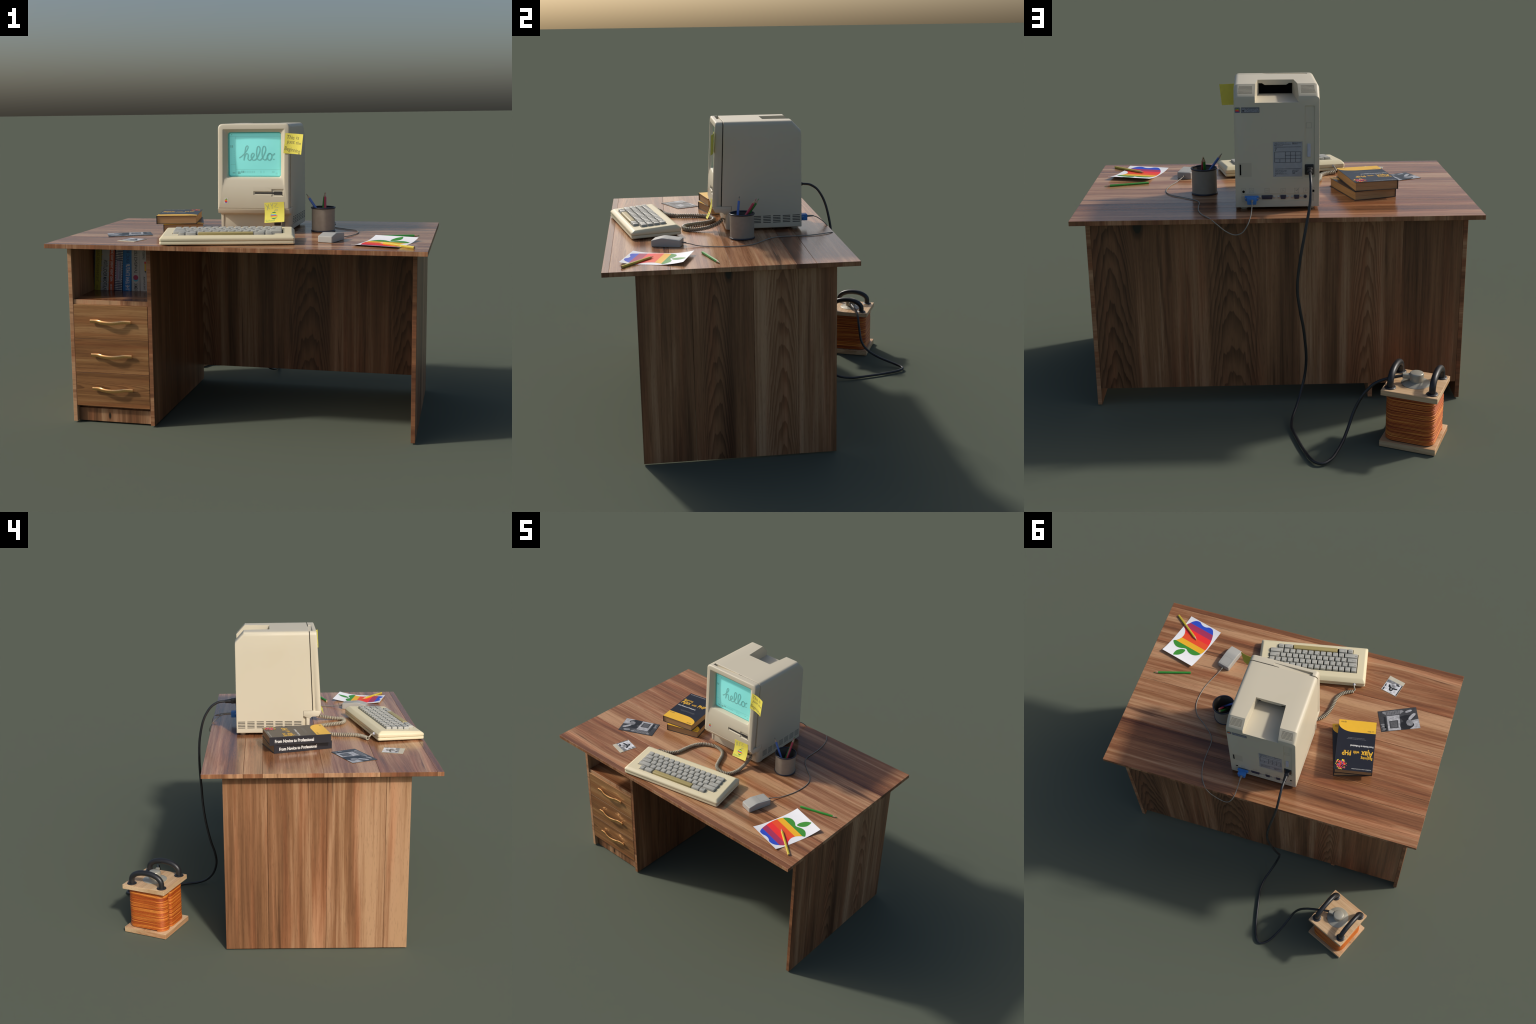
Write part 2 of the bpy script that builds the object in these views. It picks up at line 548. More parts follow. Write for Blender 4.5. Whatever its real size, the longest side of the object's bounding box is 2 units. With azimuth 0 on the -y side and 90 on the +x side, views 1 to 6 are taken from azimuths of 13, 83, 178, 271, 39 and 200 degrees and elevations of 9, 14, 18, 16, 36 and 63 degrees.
def cut(target, cutter_bm, name='cutter'):
    bmesh.ops.recalc_face_normals(cutter_bm, faces=cutter_bm.faces)
    me = bpy.data.meshes.new(name)
    cutter_bm.to_mesh(me)
    cutter_bm.free()
    c = bpy.data.objects.new(name, me)
    SC.collection.objects.link(c)
    c.parent = target.parent
    c.matrix_parent_inverse = target.matrix_parent_inverse
    md = target.modifiers.new('cut', 'BOOLEAN')
    md.object = c
    md.operation = 'DIFFERENCE'
    md.solver = 'EXACT'
    bpy.context.view_layer.update()
    dg = bpy.context.evaluated_depsgraph_get()
    new = bpy.data.meshes.new_from_object(target.evaluated_get(dg))
    target.modifiers.clear()
    old = target.data
    target.data = new
    bpy.data.meshes.remove(old)
    bpy.data.objects.remove(c)
    bpy.data.meshes.remove(me)


def text_mesh(body, size=1.0, align='LEFT', shear=0.0, bold=0.0, width=1.0):
    """flat 2D mesh of a word: (verts2d, faces) with the built-in font"""
    cu = bpy.data.curves.new('txt', 'FONT')
    cu.body = body
    cu.size = size
    cu.align_x = align
    cu.shear = shear
    cu.offset = bold
    cu.resolution_u = 3
    cu.fill_mode = 'BOTH'
    ob = bpy.data.objects.new('txt', cu)
    SC.collection.objects.link(ob)
    bpy.context.view_layer.update()
    dg = bpy.context.evaluated_depsgraph_get()
    me = bpy.data.meshes.new_from_object(ob.evaluated_get(dg))
    vs = [(v.co.x * width, v.co.y) for v in me.vertices]
    fs = [tuple(p.vertices) for p in me.polygons]
    bpy.data.objects.remove(ob)
    bpy.data.curves.remove(cu)
    bpy.data.meshes.remove(me)
    return vs, fs


def fit_text(body, u0, u1, v0, **kw):
    """text scaled so that it spans u0..u1 with its baseline at v0; returns mesh and height"""
    vs, fs = text_mesh(body, 1.0, **kw)
    if not vs:
        return [], []
    a, b = min(v[0] for v in vs), max(v[0] for v in vs)
    s = (u1 - u0) / (b - a)
    return [(u0 + (x - a) * s, v0 + y * s) for x, y in vs], fs


def fit_box(body, u0, u1, v0, v1, **kw):
    """text stretched to fill a box"""
    vs, fs = text_mesh(body, 1.0, **kw)
    a, b = min(v[0] for v in vs), max(v[0] for v in vs)
    c, d = min(v[1] for v in vs), max(v[1] for v in vs)
    return [(u0 + (x - a) / (b - a) * (u1 - u0), v0 + (y - c) / (d - c) * (v1 - v0)) for x, y in vs], fs


class Decal:
    """collects flat 2D shapes that are laid on a surface map fn(u,v,lift)->point"""
    def __init__(s, fn, thick=0.0004):
        s.fn, s.thick, s.v, s.f, s.m = fn, thick, [], [], []

    def add(s, vs, fs, mi=0, lift=0.0):
        o = len(s.v)
        s.v += [s.fn(u, v, s.thick + lift) for u, v in vs]
        s.f += [tuple(i + o for i in f) for f in fs]
        s.m += [mi] * len(fs)

    def poly(s, pts, mi=0, lift=0.0):
        tri = tessellate_polygon([[Vector((p[0], p[1], 0)) for p in pts]])
        s.add(pts, [tuple(t) for t in tri], mi, lift)

    def blob(s, pts, mi=0, lift=0.0):
        """polygon with its corners smoothed"""
        s.poly([(q.x, q.y) for q in catmull([(p[0], p[1], 0) for p in pts], 5, True)], mi, lift)

    def rect(s, u0, u1, v0, v1, mi=0, lift=0.0, n=1, m=1):
        vs = [(u0 + (u1 - u0) * i / n, v0 + (v1 - v0) * j / m) for j in range(m + 1) for i in range(n + 1)]
        fs = [(j * (n + 1) + i, j * (n + 1) + i + 1, (j + 1) * (n + 1) + i + 1, (j + 1) * (n + 1) + i) for j in range(m) for i in range(n)]
        s.add(vs, fs, mi, lift)

    def stroke(s, pts, w, mi=0, lift=0.0, n=6, spline=True, aspect=1.0):
        """ribbon of width w along a 2D path"""
        path = catmull([(p[0], p[1], 0) for p in pts], n) if spline else [Vector((p[0], p[1], 0)) for p in pts]
        vs, fs = [], []
        for i, p in enumerate(path):
            d = path[min(i + 1, len(path) - 1)] - path[max(i - 1, 0)]
            d.x *= aspect
            d.normalize()
            vs += [(p.x - d.y * w / 2 / aspect, p.y + d.x * w / 2), (p.x + d.y * w / 2 / aspect, p.y - d.x * w / 2)]
        for i in range(len(path) - 1):
            fs.append((2 * i, 2 * i + 1, 2 * i + 3, 2 * i + 2))
        for p in (path[0], path[-1]):
            o = len(vs)
            vs += [(p.x + math.cos(2 * math.pi * q / 10) * w / 2 / aspect, p.y + math.sin(2 * math.pi * q / 10) * w / 2) for q in range(10)]
            fs.append(tuple(range(o, o + 10)))
        s.add(vs, fs, mi, lift)

    def disc(s, u, v, r, mi=0, lift=0.0, k=20, aspect=1.0):
        s.poly([(u + r * math.cos(2 * math.pi * q / k) / aspect, v + r * math.sin(2 * math.pi * q / k)) for q in range(k)], mi, lift)

    def done(s, name, mats, parent, smooth=None, stuff=False, out=None):
        """shell with real thickness down to the surface"""
        bm = bmesh.new()
        vv = [bm.verts.new(p) for p in s.v]
        for f, m in zip(s.f, s.m):
            try:
                q = bm.faces.new([vv[i] for i in f])
                q.material_index = m
            except ValueError:
                pass
        me = bpy.data.meshes.new(name)
        bm.to_mesh(me)
        bm.free()
        for m in mats:
            me.materials.append(m)
        ob = bpy.data.objects.new(name, me)
        link(ob, parent)
        finish(ob, smooth)
        if stuff:
            ob['kind'] = 'stuff'
        return ob


def plane_map(o, e1, e2, nrm=None):
    o, e1, e2 = Vector(o), Vector(e1), Vector(e2)
    nv = Vector(nrm) if nrm else e1.cross(e2)
    nv = nv.normalized()
    return lambda u, v, h: o + e1 * u + e2 * v + nv * h


def thing(name, label, category, loc):
    e = bpy.data.objects.new(name, None)
    e.empty_display_size = 0.05
    SC.collection.objects.link(e)
    e['label'], e['category'] = label, category
    e.location = loc
    # children keep world coordinates
    return e


def adopt(root):
    """children were modelled in world space: cancel the root's location"""
    bpy.context.view_layer.update()
    inv = root.matrix_world.inverted()
    for c in root.children:
        c.matrix_parent_inverse = inv


def tag(ob, label, category):
    ob['label'], ob['category'] = label, category
    return ob


# the bitten fruit mark (unit square, bite on the +u side, leaf at the top)
FRUIT = [(0.485, 0.705), (0.378, 0.748), (0.245, 0.758), (0.136, 0.722), (0.061, 0.646), (0.028, 0.528), (0.038, 0.388), (0.075, 0.26), (0.139, 0.138),
         (0.218, 0.051), (0.283, 0.025), (0.371, 0.029), (0.439, 0.055), (0.527, 0.062), (0.602, 0.048), (0.676, 0.02), (0.777, 0.029), (0.854, 0.072),
         (0.908, 0.134), (0.965, 0.212), (0.987, 0.278), (0.911, 0.317), (0.847, 0.386), (0.818, 0.46), (0.828, 0.53), (0.86, 0.585), (0.904, 0.635),
         (0.957, 0.672), (0.885, 0.728), (0.79, 0.762), (0.7, 0.762), (0.622, 0.742), (0.553, 0.715)]
LEAF = [(0.492, 0.735), (0.473, 0.80), (0.495, 0.865), (0.54, 0.92), (0.603, 0.958), (0.657, 0.975), (0.683, 0.905), (0.677, 0.845), (0.634, 0.79), (0.573, 0.75)]
BANDS = [(0.134, 5), (0.259, 4), (0.386, 3), (0.52, 2), (0.64, 1), (9.0, 0)]
BAND_MATS = ['c_green', 'c_yellow', 'c_orange', 'c_red', 'c_purple', 'c_blue']


def fruit(dec, u0, u1, v0, v1, lift=0.0, cuts=0):
    """striped fruit into a Decal; cuts>0 slices it finely so it can follow a curved sheet"""
    bm = bmesh.new()
    smooth_out = catmull([(p[0], p[1], 0) for p in FRUIT], 4, True)
    for loop in (smooth_out, catmull([(p[0], p[1], 0) for p in LEAF], 4, True)):
        vs = [bm.verts.new(p) for p in loop]
        for t in tessellate_polygon([loop]):
            try:
                bm.faces.new([vs[i] for i in t])
            except ValueError:
                pass
    lines = [(0, h) for h, _ in BANDS[:-1]] + [(0, (i + 1) / (cuts + 1)) for i in range(cuts)] + [(1, (i + 1) / (cuts + 1)) for i in range(cuts // 2)]
    for ax, h in lines:
        bmesh.ops.bisect_plane(bm, geom=bm.verts[:] + bm.edges[:] + bm.faces[:], plane_co=(h, 0, 0) if ax else (0, h, 0), plane_no=(1, 0, 0) if ax else (0, 1, 0))
    bm.verts.index_update()
    vs = [(u0 + v.co.x * (u1 - u0), v0 + v.co.y * (v1 - v0)) for v in bm.verts]
    for f in bm.faces:
        cy = f.calc_center_median().y
        if f.normal.z < 0:
            f.normal_flip()
    for f in bm.faces:
        cy = f.calc_center_median().y
        mi = next(k for h, k in BANDS if cy < h)
        ids = [v.index for v in f.verts]
        dec.add([vs[i] for i in ids], [tuple(range(len(ids)))], mi, lift)
    bm.free()


# ------------------------------------------------------------------ desk
def build_desk():
    D = thing('desk', 'brown wooden pedestal desk with three drawers and copper pulls', 'desk', (0, -0.25, 0))
    ET = {'x': M['edge_end'], 'y': M['edge_front']}
    # table top: long planks
    ys = [(-0.900, -0.866, 0.52, 3), (-0.866, -0.573, 0.46, 11), (-0.573, -0.285, 0.68, 5), (-0.285, 0.029, 0.60, 8), (0.029, 0.130, 0.50, 13), (0.130, 0.348, 0.50, 17)]
    top = bpy.data.objects.new('table_top', None)
    link(top, D)
    for y0, y1, tone, seed in ys:
        board('plank', -1.0, 1.0, y0, y1, 1.0, TOP, M['wood_top'], ET, top, seed, tone, 'z',
              (-0.60, -0.75, 0.034) if seed == 11 else (9, 9, 0), 0.0008, (9, 0.05, 0), 0.0, None if seed == 3 else 'y')
    # side panels of upright boards
    EP = {'y': M['edge_panel'], 'z': M['edge_panel']}

    def panel(name, x0, x1, y1, cuts):
        e = bpy.data.objects.new(name, None)
        link(e, D)
        for y0, yy, tone, seed, kn, fl in cuts:
            board('plank', x0, x1, y0, min(yy, y1), 0.005, 1.0 - 0.0005, M['wood_side'], EP, e, seed, tone, 'x', kn, 0.001, fl, 1.0, 'y')
    no, fn = (9, 9, 0), (9, 0.05, 0)
    panel('side_panel', -0.9415, -0.919, 0.241, [(-0.745, -0.6155, 0.66, 21, no, fn), (-0.6155, -0.304, 0.63, 22, no, fn), (-0.304, 0.008, 0.54, 23, no, fn), (0.008, 0.241, 0.48, 24, no, fn)])
    panel('side_panel', 0.919, 0.9415, 0.241, [(-0.745, -0.4775, 0.40, 31, no, fn), (-0.4775, -0.175, 0.42, 32, (0.99, -0.296, 0.017), (-0.366, 0.055, 1)), (-0.175, 0.046, 0.58, 33, no, (-0.035, 0.06, 0.9)), (0.046, 0.241, 0.60, 34, no, fn)])
    panel('divider_panel', -0.4885, -0.4655, 0.214, [(-0.745, -0.45, 0.46, 41, no, fn), (-0.45, -0.15, 0.48, 42, no, fn), (-0.15, 0.214, 0.60, 43, no, fn)])
    # modesty panel at the back
    bk = bpy.data.objects.new('back_panel', None)
    link(bk, D)
    EB = {'x': M['wood_back'], 'z': M['wood_back']}
    for x0, x1, tone, seed, kn, fl, kd in [(0.463, 0.9185, 0.40, 51, (0.985, 0.690, 0.024), (0.835, 0.080, 1), 1), (0.063, 0.463, 0.50, 52, (0.40, 0.225, 0.022), (0.225, 0.095, 1), 0), (-0.105, 0.063, 0.45, 53, no, fn, 0),  # tones lowered to darken the boards on the side away from the sun
                                           (-0.62, -0.105, 0.51, 54, no, (-0.445, 0.055, 1), 0), (-0.9185, -0.62, 0.40, 55, no, fn, 0)]:
        board('plank', x0, x1, 0.2165, 0.2398, 0.096, 0.9995, M['wood_back'], EB, bk, seed, tone, 'y', kn, 0.0008, fl, kd)
    # shelf over the drawers and the carcass behind it
    ES = {'x': M['edge_end'], 'y': M['edge_front']}
    board('shelf', -0.9185, -0.4895, -0.7345, 0.20, 0.671, 0.696, M['wood_top'], ES, D, 61, 0.40, 'z')
    # two pieces of lipping on the shelf's front edge
    for x0, x1, tone, seed in ((-0.9185, -0.6455, 1.0, 65), (-0.6450, -0.4895, 0.72, 66)):
        board('shelf_lipping', x0, x1, -0.7370, -0.7347, 0.6712, 0.6958, M['edge_front'], {'x': M['edge_end'], 'z': M['wood_top']}, D, seed, tone, 'y', bevel=0.0003)
    board('shelf_back', -0.9185, -0.4895, -0.20, -0.18, 0.6955, 0.9995, M['wood_back'], EB, D, 62, 0.40, 'y')
    board('cabinet_bottom', -0.9185, -0.4895, -0.705, 0.20, 0.080, 0.095, M['wood_top'], ES, D, 63, 0.40, 'z')
    board('plinth', -0.9185, -0.4895, -0.722, -0.700, 0.006, 0.0795, M['wood_back'], EB, D, 64, 0.50, 'y', (0.04, -0.735, 0.006))
    # drawers
    zs = [(0.4810, 0.6700), (0.2895, 0.4795), (0.0985, 0.2880)]
    path = [(-0.118, 0.0125, 0), (-0.092, 0.0130, 0), (-0.074, 0.0150, -0.001), (-0.052, 0.0215, -0.004), (-0.02, 0.0250, -0.0065), (0.012, 0.0245, -0.0065),
            (0.042, 0.0200, -0.004), (0.062, 0.0150, -0.001), (0.082, 0.0130, 0), (0.1175, 0.0125, 0)]
    spine = catmull([(p[0], -p[1], p[2]) for p in path], 6)
    sec = [(a * 0.0042, b * 0.0092) for a, b in ((-1, -.75), (-.6, -1), (.6, -1), (1, -.75), (1, .75), (.6, 1), (-.6, 1), (-1, .75))]
    hv, hf = sweep_data(spine, sec, up=(0, 1, 0), scale=lambda t: 0.92 + 0.16 * math.sin(math.pi * t))
    for px in (-0.098, 0.098):
        o = len(hv)
        pv, pf = sweep_data([Vector((px, 0.002, 0)), Vector((px, -0.011, 0))], circle(0.0055, 12), v0=o)
        hv += pv
        hf += pf
    for i, (z0, z1) in enumerate(zs):
        d = bpy.data.objects.new('drawer', None)
        link(d, D)
        f = board('drawer_front', -0.9170, -0.4905, -0.745, -0.727, z0, z1, M['wood_drawer'], {'x': M['edge_panel'], 'z': M['wood_drawer']}, d, 71 + i * 3, (0.50, 0.47, 0.42)[i], 'y',
                  (9, 9, 0), 0.001, (9, 0.05, 0) if i < 2 else (0.205, 0.03, 1.0))
        box('drawer_box', -0.905, -0.505, -0.7268, 0.10, z0 + 0.012, z1 - 0.03, M['pine'], d)
        obj('pull_handle', hv, hf, M['copper'], d, smooth=45, loc=(-0.699, -0.745, (0.583, 0.393, 0.2025)[i]))
    adopt_all(D)


def adopt_all(root):
    bpy.context.view_layer.update()
    for c in root.children:
        c.matrix_parent_inverse = root.matrix_world.inverted()


# ------------------------------------------------------------------ computer
def build_computer():
    C = thing('computer', 'beige compact all in one computer with cyan screen', 'computer', (0, -0.05, TOP))
    X, ZB, ZT = 0.206, 1.037, 1.6348
    fy = lambda z: -0.2880 - 0.0587 * (1.637 - z)          # raked front face
    sy = lambda z: -0.2425 - 0.0435 * (1.637 - z)         # raked seam between bezel and case

    def ring(y, top, inset=0.0, rt=0.024, rb=0.006):
        pts = rrect(-X + inset, X - inset, ZB + inset, top - inset, (rb, rb, rt, rt), 6, 6)
        return [(p[0], y(p[1]) if callable(y) else y, p[1]) for p in pts]
    bm = bmesh.new()
    loft(bm, [ring(lambda z: sy(z), ZT, 0.0015), ring(lambda z: sy(z) + 0.0015, ZT), ring(-0.05, ZT), ring(0.1335, ZT), ring(0.1838, 1.5818), ring(0.185, 1.5805, 0.0015)], True, True)
    body = from_bm(bm, 'case', [M['case'], M['slot']], C)
    # handle recess in the roof
    c = bmesh.new()
    lo = [(-0.0885, -0.0157), (0.0885, -0.0157), (0.106, 0.20), (-0.106, 0.20)]
    fl = [1.5625, 1.5625, 1.5505, 1.5505]
    a = [c.verts.new((p[0], p[1], h)) for p, h in zip(lo, fl)]
    b = [c.verts.new((p[0] * 1.012, p[1], 1.70)) for p in lo]
    c.faces.new(a[::-1])
    c.faces.new(b)
    for i in range(4):
        c.faces.new((a[i], a[(i + 1) % 4], b[(i + 1) % 4], b[i]))
    cut(body, c)
    # grip hollow under the roof lip
    c = bmesh.new()
    prof = [(-0.085, 1.5632), (0.085, 1.5632), (0.085, 1.6178), (0.067, 1.6178), (0.0535, 1.6090), (-0.0535, 1.6090), (-0.067, 1.6178), (-0.085, 1.6178)]
    a = [c.verts.new((p[0], -0.042, p[1])) for p in prof]
    b = [c.verts.new((p[0], 0.0, p[1])) for p in prof]
    c.faces.new(a)
    c.faces.new(b[::-1])
    for i in range(8):
        c.faces.new((a[i], b[i], b[(i + 1) % 8], a[(i + 1) % 8]))
    cut(body, c)
    # notch for the foot plate, rear recesses
    c = bmesh.new()
    bm_box(c, -0.3, 0.3, -0.40, -0.2095, 0.9, 1.1685)
    cut(body, c)
    c = bmesh.new()
    for (x0, x1, z0, z1) in [(-0.1835, -0.134, 1.184, 1.535), (-0.179, 0.177, 1.0655, 1.1045), (-0.1257, 0.0266, 1.180, 1.364)]:
        d = 0.0035 if z0 < 1.17 or z1 > 1.5 else 0.0012
        pts = rrect(x0, x1, z0, z1, 0.006 if d > 0.002 else 0.003, 4, 1)
        lo_ = [c.verts.new((p[0], 0.185 - d, p[1])) for p in pts]
        hi_ = [c.verts.new((p[0], 0.20, p[1])) for p in pts]
        n = len(pts)
        c.faces.new(lo_)
        c.faces.new(hi_[::-1])
        for i in range(n):
            c.faces.new((lo_[i], hi_[i], hi_[(i + 1) % n], lo_[(i + 1) % n]))
    cut(body, c)
    # louvres: both flanks and both rear shoulders
    c = bmesh.new()
    for s in (-1, 1):
        for k in range(7):
            y0 = -0.1985 + 0.0553 * k
            for r in range(5):
                z = 1.0690 + 0.0091 * r
                x0, x1 = sorted((s * 0.199, s * 0.22))
                bm_box(c, x0, x1, y0, y0 + 0.043, z - 0.0022, z + 0.0022)
    cut(body, c)
    lv = bmesh.new()  # dark slabs sunk in the slits, modelled to deepen their shadow
    for s in (-1, 1):
        for k in range(7):
            y0 = -0.1985 + 0.0553 * k
            x0, x1 = sorted((s * 0.196, s * 0.2040))
            bm_box(lv, x0, x1, y0 + 0.0003, y0 + 0.0427, 1.0665, 1.1080)
    from_bm(lv, 'louvre_shadow_slab', M['slot'], C)
    ch = Vector((0, 0.1838 - 0.1335, 1.5818 - 1.6348)).normalized()       # down the shoulder slope
    nn = Vector((0, -ch.z, ch.y))
    c = bmesh.new()
    for s in (-1, 1):
        for r in range(7):
            p = Vector((0, 0.1335, 1.6348)) + ch * (0.0150 + 0.0066 * r)
            w0, w1 = 0.1165, 0.180 + 0.0012 * r
            vs = []
            for x in (w0, w1):
                for al in (-0.0013, 0.0013):
                    for dn in (-0.006, 0.006):
                        q = p + ch * al + nn * dn
                        vs.append(c.verts.new((s * x, q.y, q.z)))
            for f in ((0, 1, 3, 2), (4, 6, 7, 5), (0, 4, 5, 1), (2, 3, 7, 6), (0, 2, 6, 4), (1, 5, 7, 3)):
                c.faces.new([vs[i] for i in f])
    cut(body, c)
    lv = bmesh.new()
    for s in (-1, 1):
        vs = []
        for x in (0.1170, 0.1795):
            for al in (0.0130, 0.0570):
                for dn in (-0.008, -0.0016):
                    q = Vector((0, 0.1335, 1.6348)) + ch * al + nn * dn
                    vs.append(lv.verts.new((s * x, q.y, q.z)))
        for f in ((0, 1, 3, 2), (4, 6, 7, 5), (0, 4, 5, 1), (2, 3, 7, 6), (0, 2, 6, 4), (1, 5, 7, 3)):
            lv.faces.new([vs[i] for i in f])
    from_bm(lv, 'louvre_shadow_slab', M['slot'], C)
    finish(body, 29)
    # black panel at the back of the grip hollow
    box('grip_dark_panel', -0.0832, 0.0832, -0.0418, -0.0400, 1.5640, 1.6172, M['void'], C)
    # ---- bezel
    bm = bmesh.new()
    r0, r1 = [], []
    zb = 1.160
    outer = lambda ins, yy: [(p[0], yy(p[0], p[1]), p[1]) for p in rrect(-X + ins, X - ins, zb + ins, ZT - ins, (0.002, 0.002, 0.024, 0.024), 6, 6)]

    def channel(f):
        """outline of the bezel wall at fraction f from the seam (0) to the face (1)"""
        out = []
        wide = 1.0 if f < 0.34 else max(0.0, 1 - ((f - 0.34) / 0.34)) ** 1.5
        groove = 1.0 if f < 0.10 else 0.0
        for x, z in rrect(-X, X, zb, ZT, (0.002, 0.002, 0.024, 0.024), 6, 6):
            dep = 0.010 * max(0.0, (1.60 - z) / 0.44) * wide + 0.008 * groove     # side channel deepens downward
            x2 = x - math.copysign(min(abs(x), dep), x)
            z2 = z - (0.0035 * groove if z > ZT - 0.03 else 0.0)
            y2 = sy(z) - 0.0005 + (fy(z) - sy(z)) * f
            out.append((x2, y2, z2))
        return out
    wall = [channel(f) for f in (0.0, 0.085, 0.105, 0.34, 0.45, 0.56, 0.68)]
    def ease(z, lo, hi, z0):
        """recess depth: shelves forward along the sill, settles back up the jambs"""
        t = min(1.0, max(0.0, (z - z0) / 0.09))
        return lo + (hi - lo) * t
    rings = wall + [
             outer(0.0, lambda x, z: fy(z) + 0.008), outer(0.0009, lambda x, z: fy(z) + 0.0045), outer(0.0035, lambda x, z: fy(z) + 0.0015), outer(0.0075, lambda x, z: fy(z)),
             [(p[0], fy(p[1]), p[1]) for p in rrect(-0.178, 0.178, 1.286, 1.6060, (0.010, 0.010, 0.006, 0.006), 6, 6)],
             [(p[0], fy(p[1]) + 0.0015, p[1]) for p in rrect(-0.1765, 0.1765, 1.290, 1.6045, (0.010, 0.010, 0.006, 0.006), 6, 6)],
             [(p[0], ease(p[1], -0.3035, -0.2850, 1.317), p[1]) for p in rrect(-0.1675, 0.1675, 1.317, 1.5985, (0.012, 0.012, 0.009, 0.009), 6, 6)],
             [(p[0], ease(p[1], -0.2950, -0.2790, 1.3315), p[1]) for p in rrect(-0.158, 0.158, 1.3315, 1.5930, (0.013, 0.013, 0.012, 0.012), 6, 6)],
             [(p[0], ease(p[1], -0.2820, -0.2735, 1.338), p[1]) for p in rrect(-0.1535, 0.1535, 1.338, 1.5885, 0.014, 6, 6)],
             [(p[0], -0.250, p[1]) for p in rrect(-0.1525, 0.1525, 1.339, 1.5875, 0.014, 6, 6)]]
    loft(bm, rings, True, False)
    bez = from_bm(bm, 'bezel', [M['case'], M['slot']], C)
    for f in bez.data.polygons:          # seam groove faces given the near-black material
        if f.center.y > sy(f.center.z) - 0.0043:
            f.material_index = 1
    # long scoop in the bezel roof, deep at one end
    c = bmesh.new()
    a = [c.verts.new(p) for p in [(-0.172, -0.2660, 1.6185), (0.06, -0.2660, 1.6335), (0.06, -0.2660, 1.66), (-0.172, -0.2660, 1.66)]]
    b = [c.verts.new(p) for p in [(-0.172, -0.235, 1.6175), (0.06, -0.235, 1.6335), (0.06, -0.235, 1.66), (-0.172, -0.235, 1.66)]]
    c.faces.new(a)
    c.faces.new(b[::-1])
    for i in range(4):
        c.faces.new((a[i], b[i], b[(i + 1) % 4], a[(i + 1) % 4]))
    cut(bez, c)
    # disk slot: shallow dish plus slit
    c = bmesh.new()
    def tilted(x0, x1, z0, z1, depth, flare=0.0):
        vs = []
        for f, (dy) in ((flare, -0.004), (0, depth)):
            for x, z in ((x0 - f, z0 - f), (x1 + f, z0 - f), (x1 + f, z1 + f), (x0 - f, z1 + f)):
                vs.append(c.verts.new((x, fy(z) + dy, z)))
        a, b = vs[:4], vs[4:]
        c.faces.new(a)
        c.faces.new(b[::-1])
        for i in range(4):
            c.faces.new((a[i], b[i], b[(i + 1) % 4], a[(i + 1) % 4]))
    tilted(0.004, 0.110, 1.2418, 1.2580, 0.004, 0.005)
    cut(bez, c)
    c = bmesh.new()
    tilted(0.1075, 0.1705, 1.2330, 1.2700, 0.0048, 0.005)
    cut(bez, c)
    finish(bez, 30)
    slot = bmesh.new()
    for x0, x1, z0, z1 in ((0.010, 0.119, 1.2455, 1.2545), (0.119, 0.1655, 1.2400, 1.2590)):
        vs = [slot.verts.new((x, fy(z) + d, z)) for d in (0.0032 if x0 < 0.1 else 0.004, 0.006) for x, z in ((x0, z0), (x1, z0), (x1, z1), (x0, z1))]
        for f in ((0, 1, 2, 3), (7, 6, 5, 4), (0, 4, 5, 1), (1, 5, 6, 2), (2, 6, 7, 3), (3, 7, 4, 0)):
            slot.faces.new([vs[i] for i in f])
    from_bm(slot, 'disk_slot', M['slot'], C)
    box('disk_pinhole', 0.1672, 0.1694, fy(1.237) - 0.0002, fy(1.237) + 0.004, 1.2355, 1.2385, M['slot'], C)
    # ---- chin and foot plate
    prism('chin', [(-0.2110, 1.1670), (-0.3030, 1.1670), (-0.3085, 1.1640), (-0.3140, 1.1592), (-0.3010, 1.1345), (-0.2640, 1.1335), (-0.2560, 1.1300), (-0.2500, 1.1215), (-0.2110, 1.1370)], 'x', -0.2062, 0.2062, M['case'], C, 0.0012, 2)
    prism('lower_front', rrect(-0.1885, 0.2050, -0.2430, -0.2000, (0.002, 0.022, 0.001, 0.001), 6, 2), 'z', 1.0355, 1.1450, M['case'], C, 0.0012, 2)
    prism('cheek', [(-0.228, 1.145), (-0.2480, 1.132), (-0.2450, 1.0440), (-0.243, 1.0370), (-0.228, 1.0370)], 'x', -0.2045, -0.1880, M['case'], C, 0.001, 2)
    box('cord_socket', 0.105, 0.155, -0.2440, -0.226, 1.060, 1.078, M['slot'], C, 0.002, 2)
    # ---- picture tube
    bm = bmesh.new()
    def tube_pt(x, z, lift=0.0):
        return (x, -0.2610 + 0.030 * (z - 1.4625) - 0.0085 * (1 - (x / 0.155) ** 2) * (1 - ((z - 1.4625) / 0.128) ** 2) - lift, z)
    nx, nz = 24, 20
    x0, x1, z0, z1 = -0.1530, 0.1530, 1.3365, 1.5885
    grid = [[bm.verts.new(tube_pt(x0 + (x1 - x0) * i / nx, z0 + (z1 - z0) * j / nz)) for i in range(nx + 1)] for j in range(nz + 1)]
    for j in range(nz):
        for i in range(nx):
            bm.faces.new((grid[j][i], grid[j][i + 1], grid[j + 1][i + 1], grid[j + 1][i]))
    from_bm(bm, 'screen_border', M['screen_edge'], C, 60)
    smap = lambda u, v, h: Vector(tube_pt(x0 + u * (x1 - x0), z0 + v * (z1 - z0), h))
    d = Decal(smap, 0.0004)
    pts = rrect(0.026, 0.986, 0.030, 0.972, 0.03, 5, 8)
    # screen face as a fan of concentric rings so that it follows the bulge
    cx, cy = 0.505, 0.5
    prev = [(cx, cy)] * len(pts)
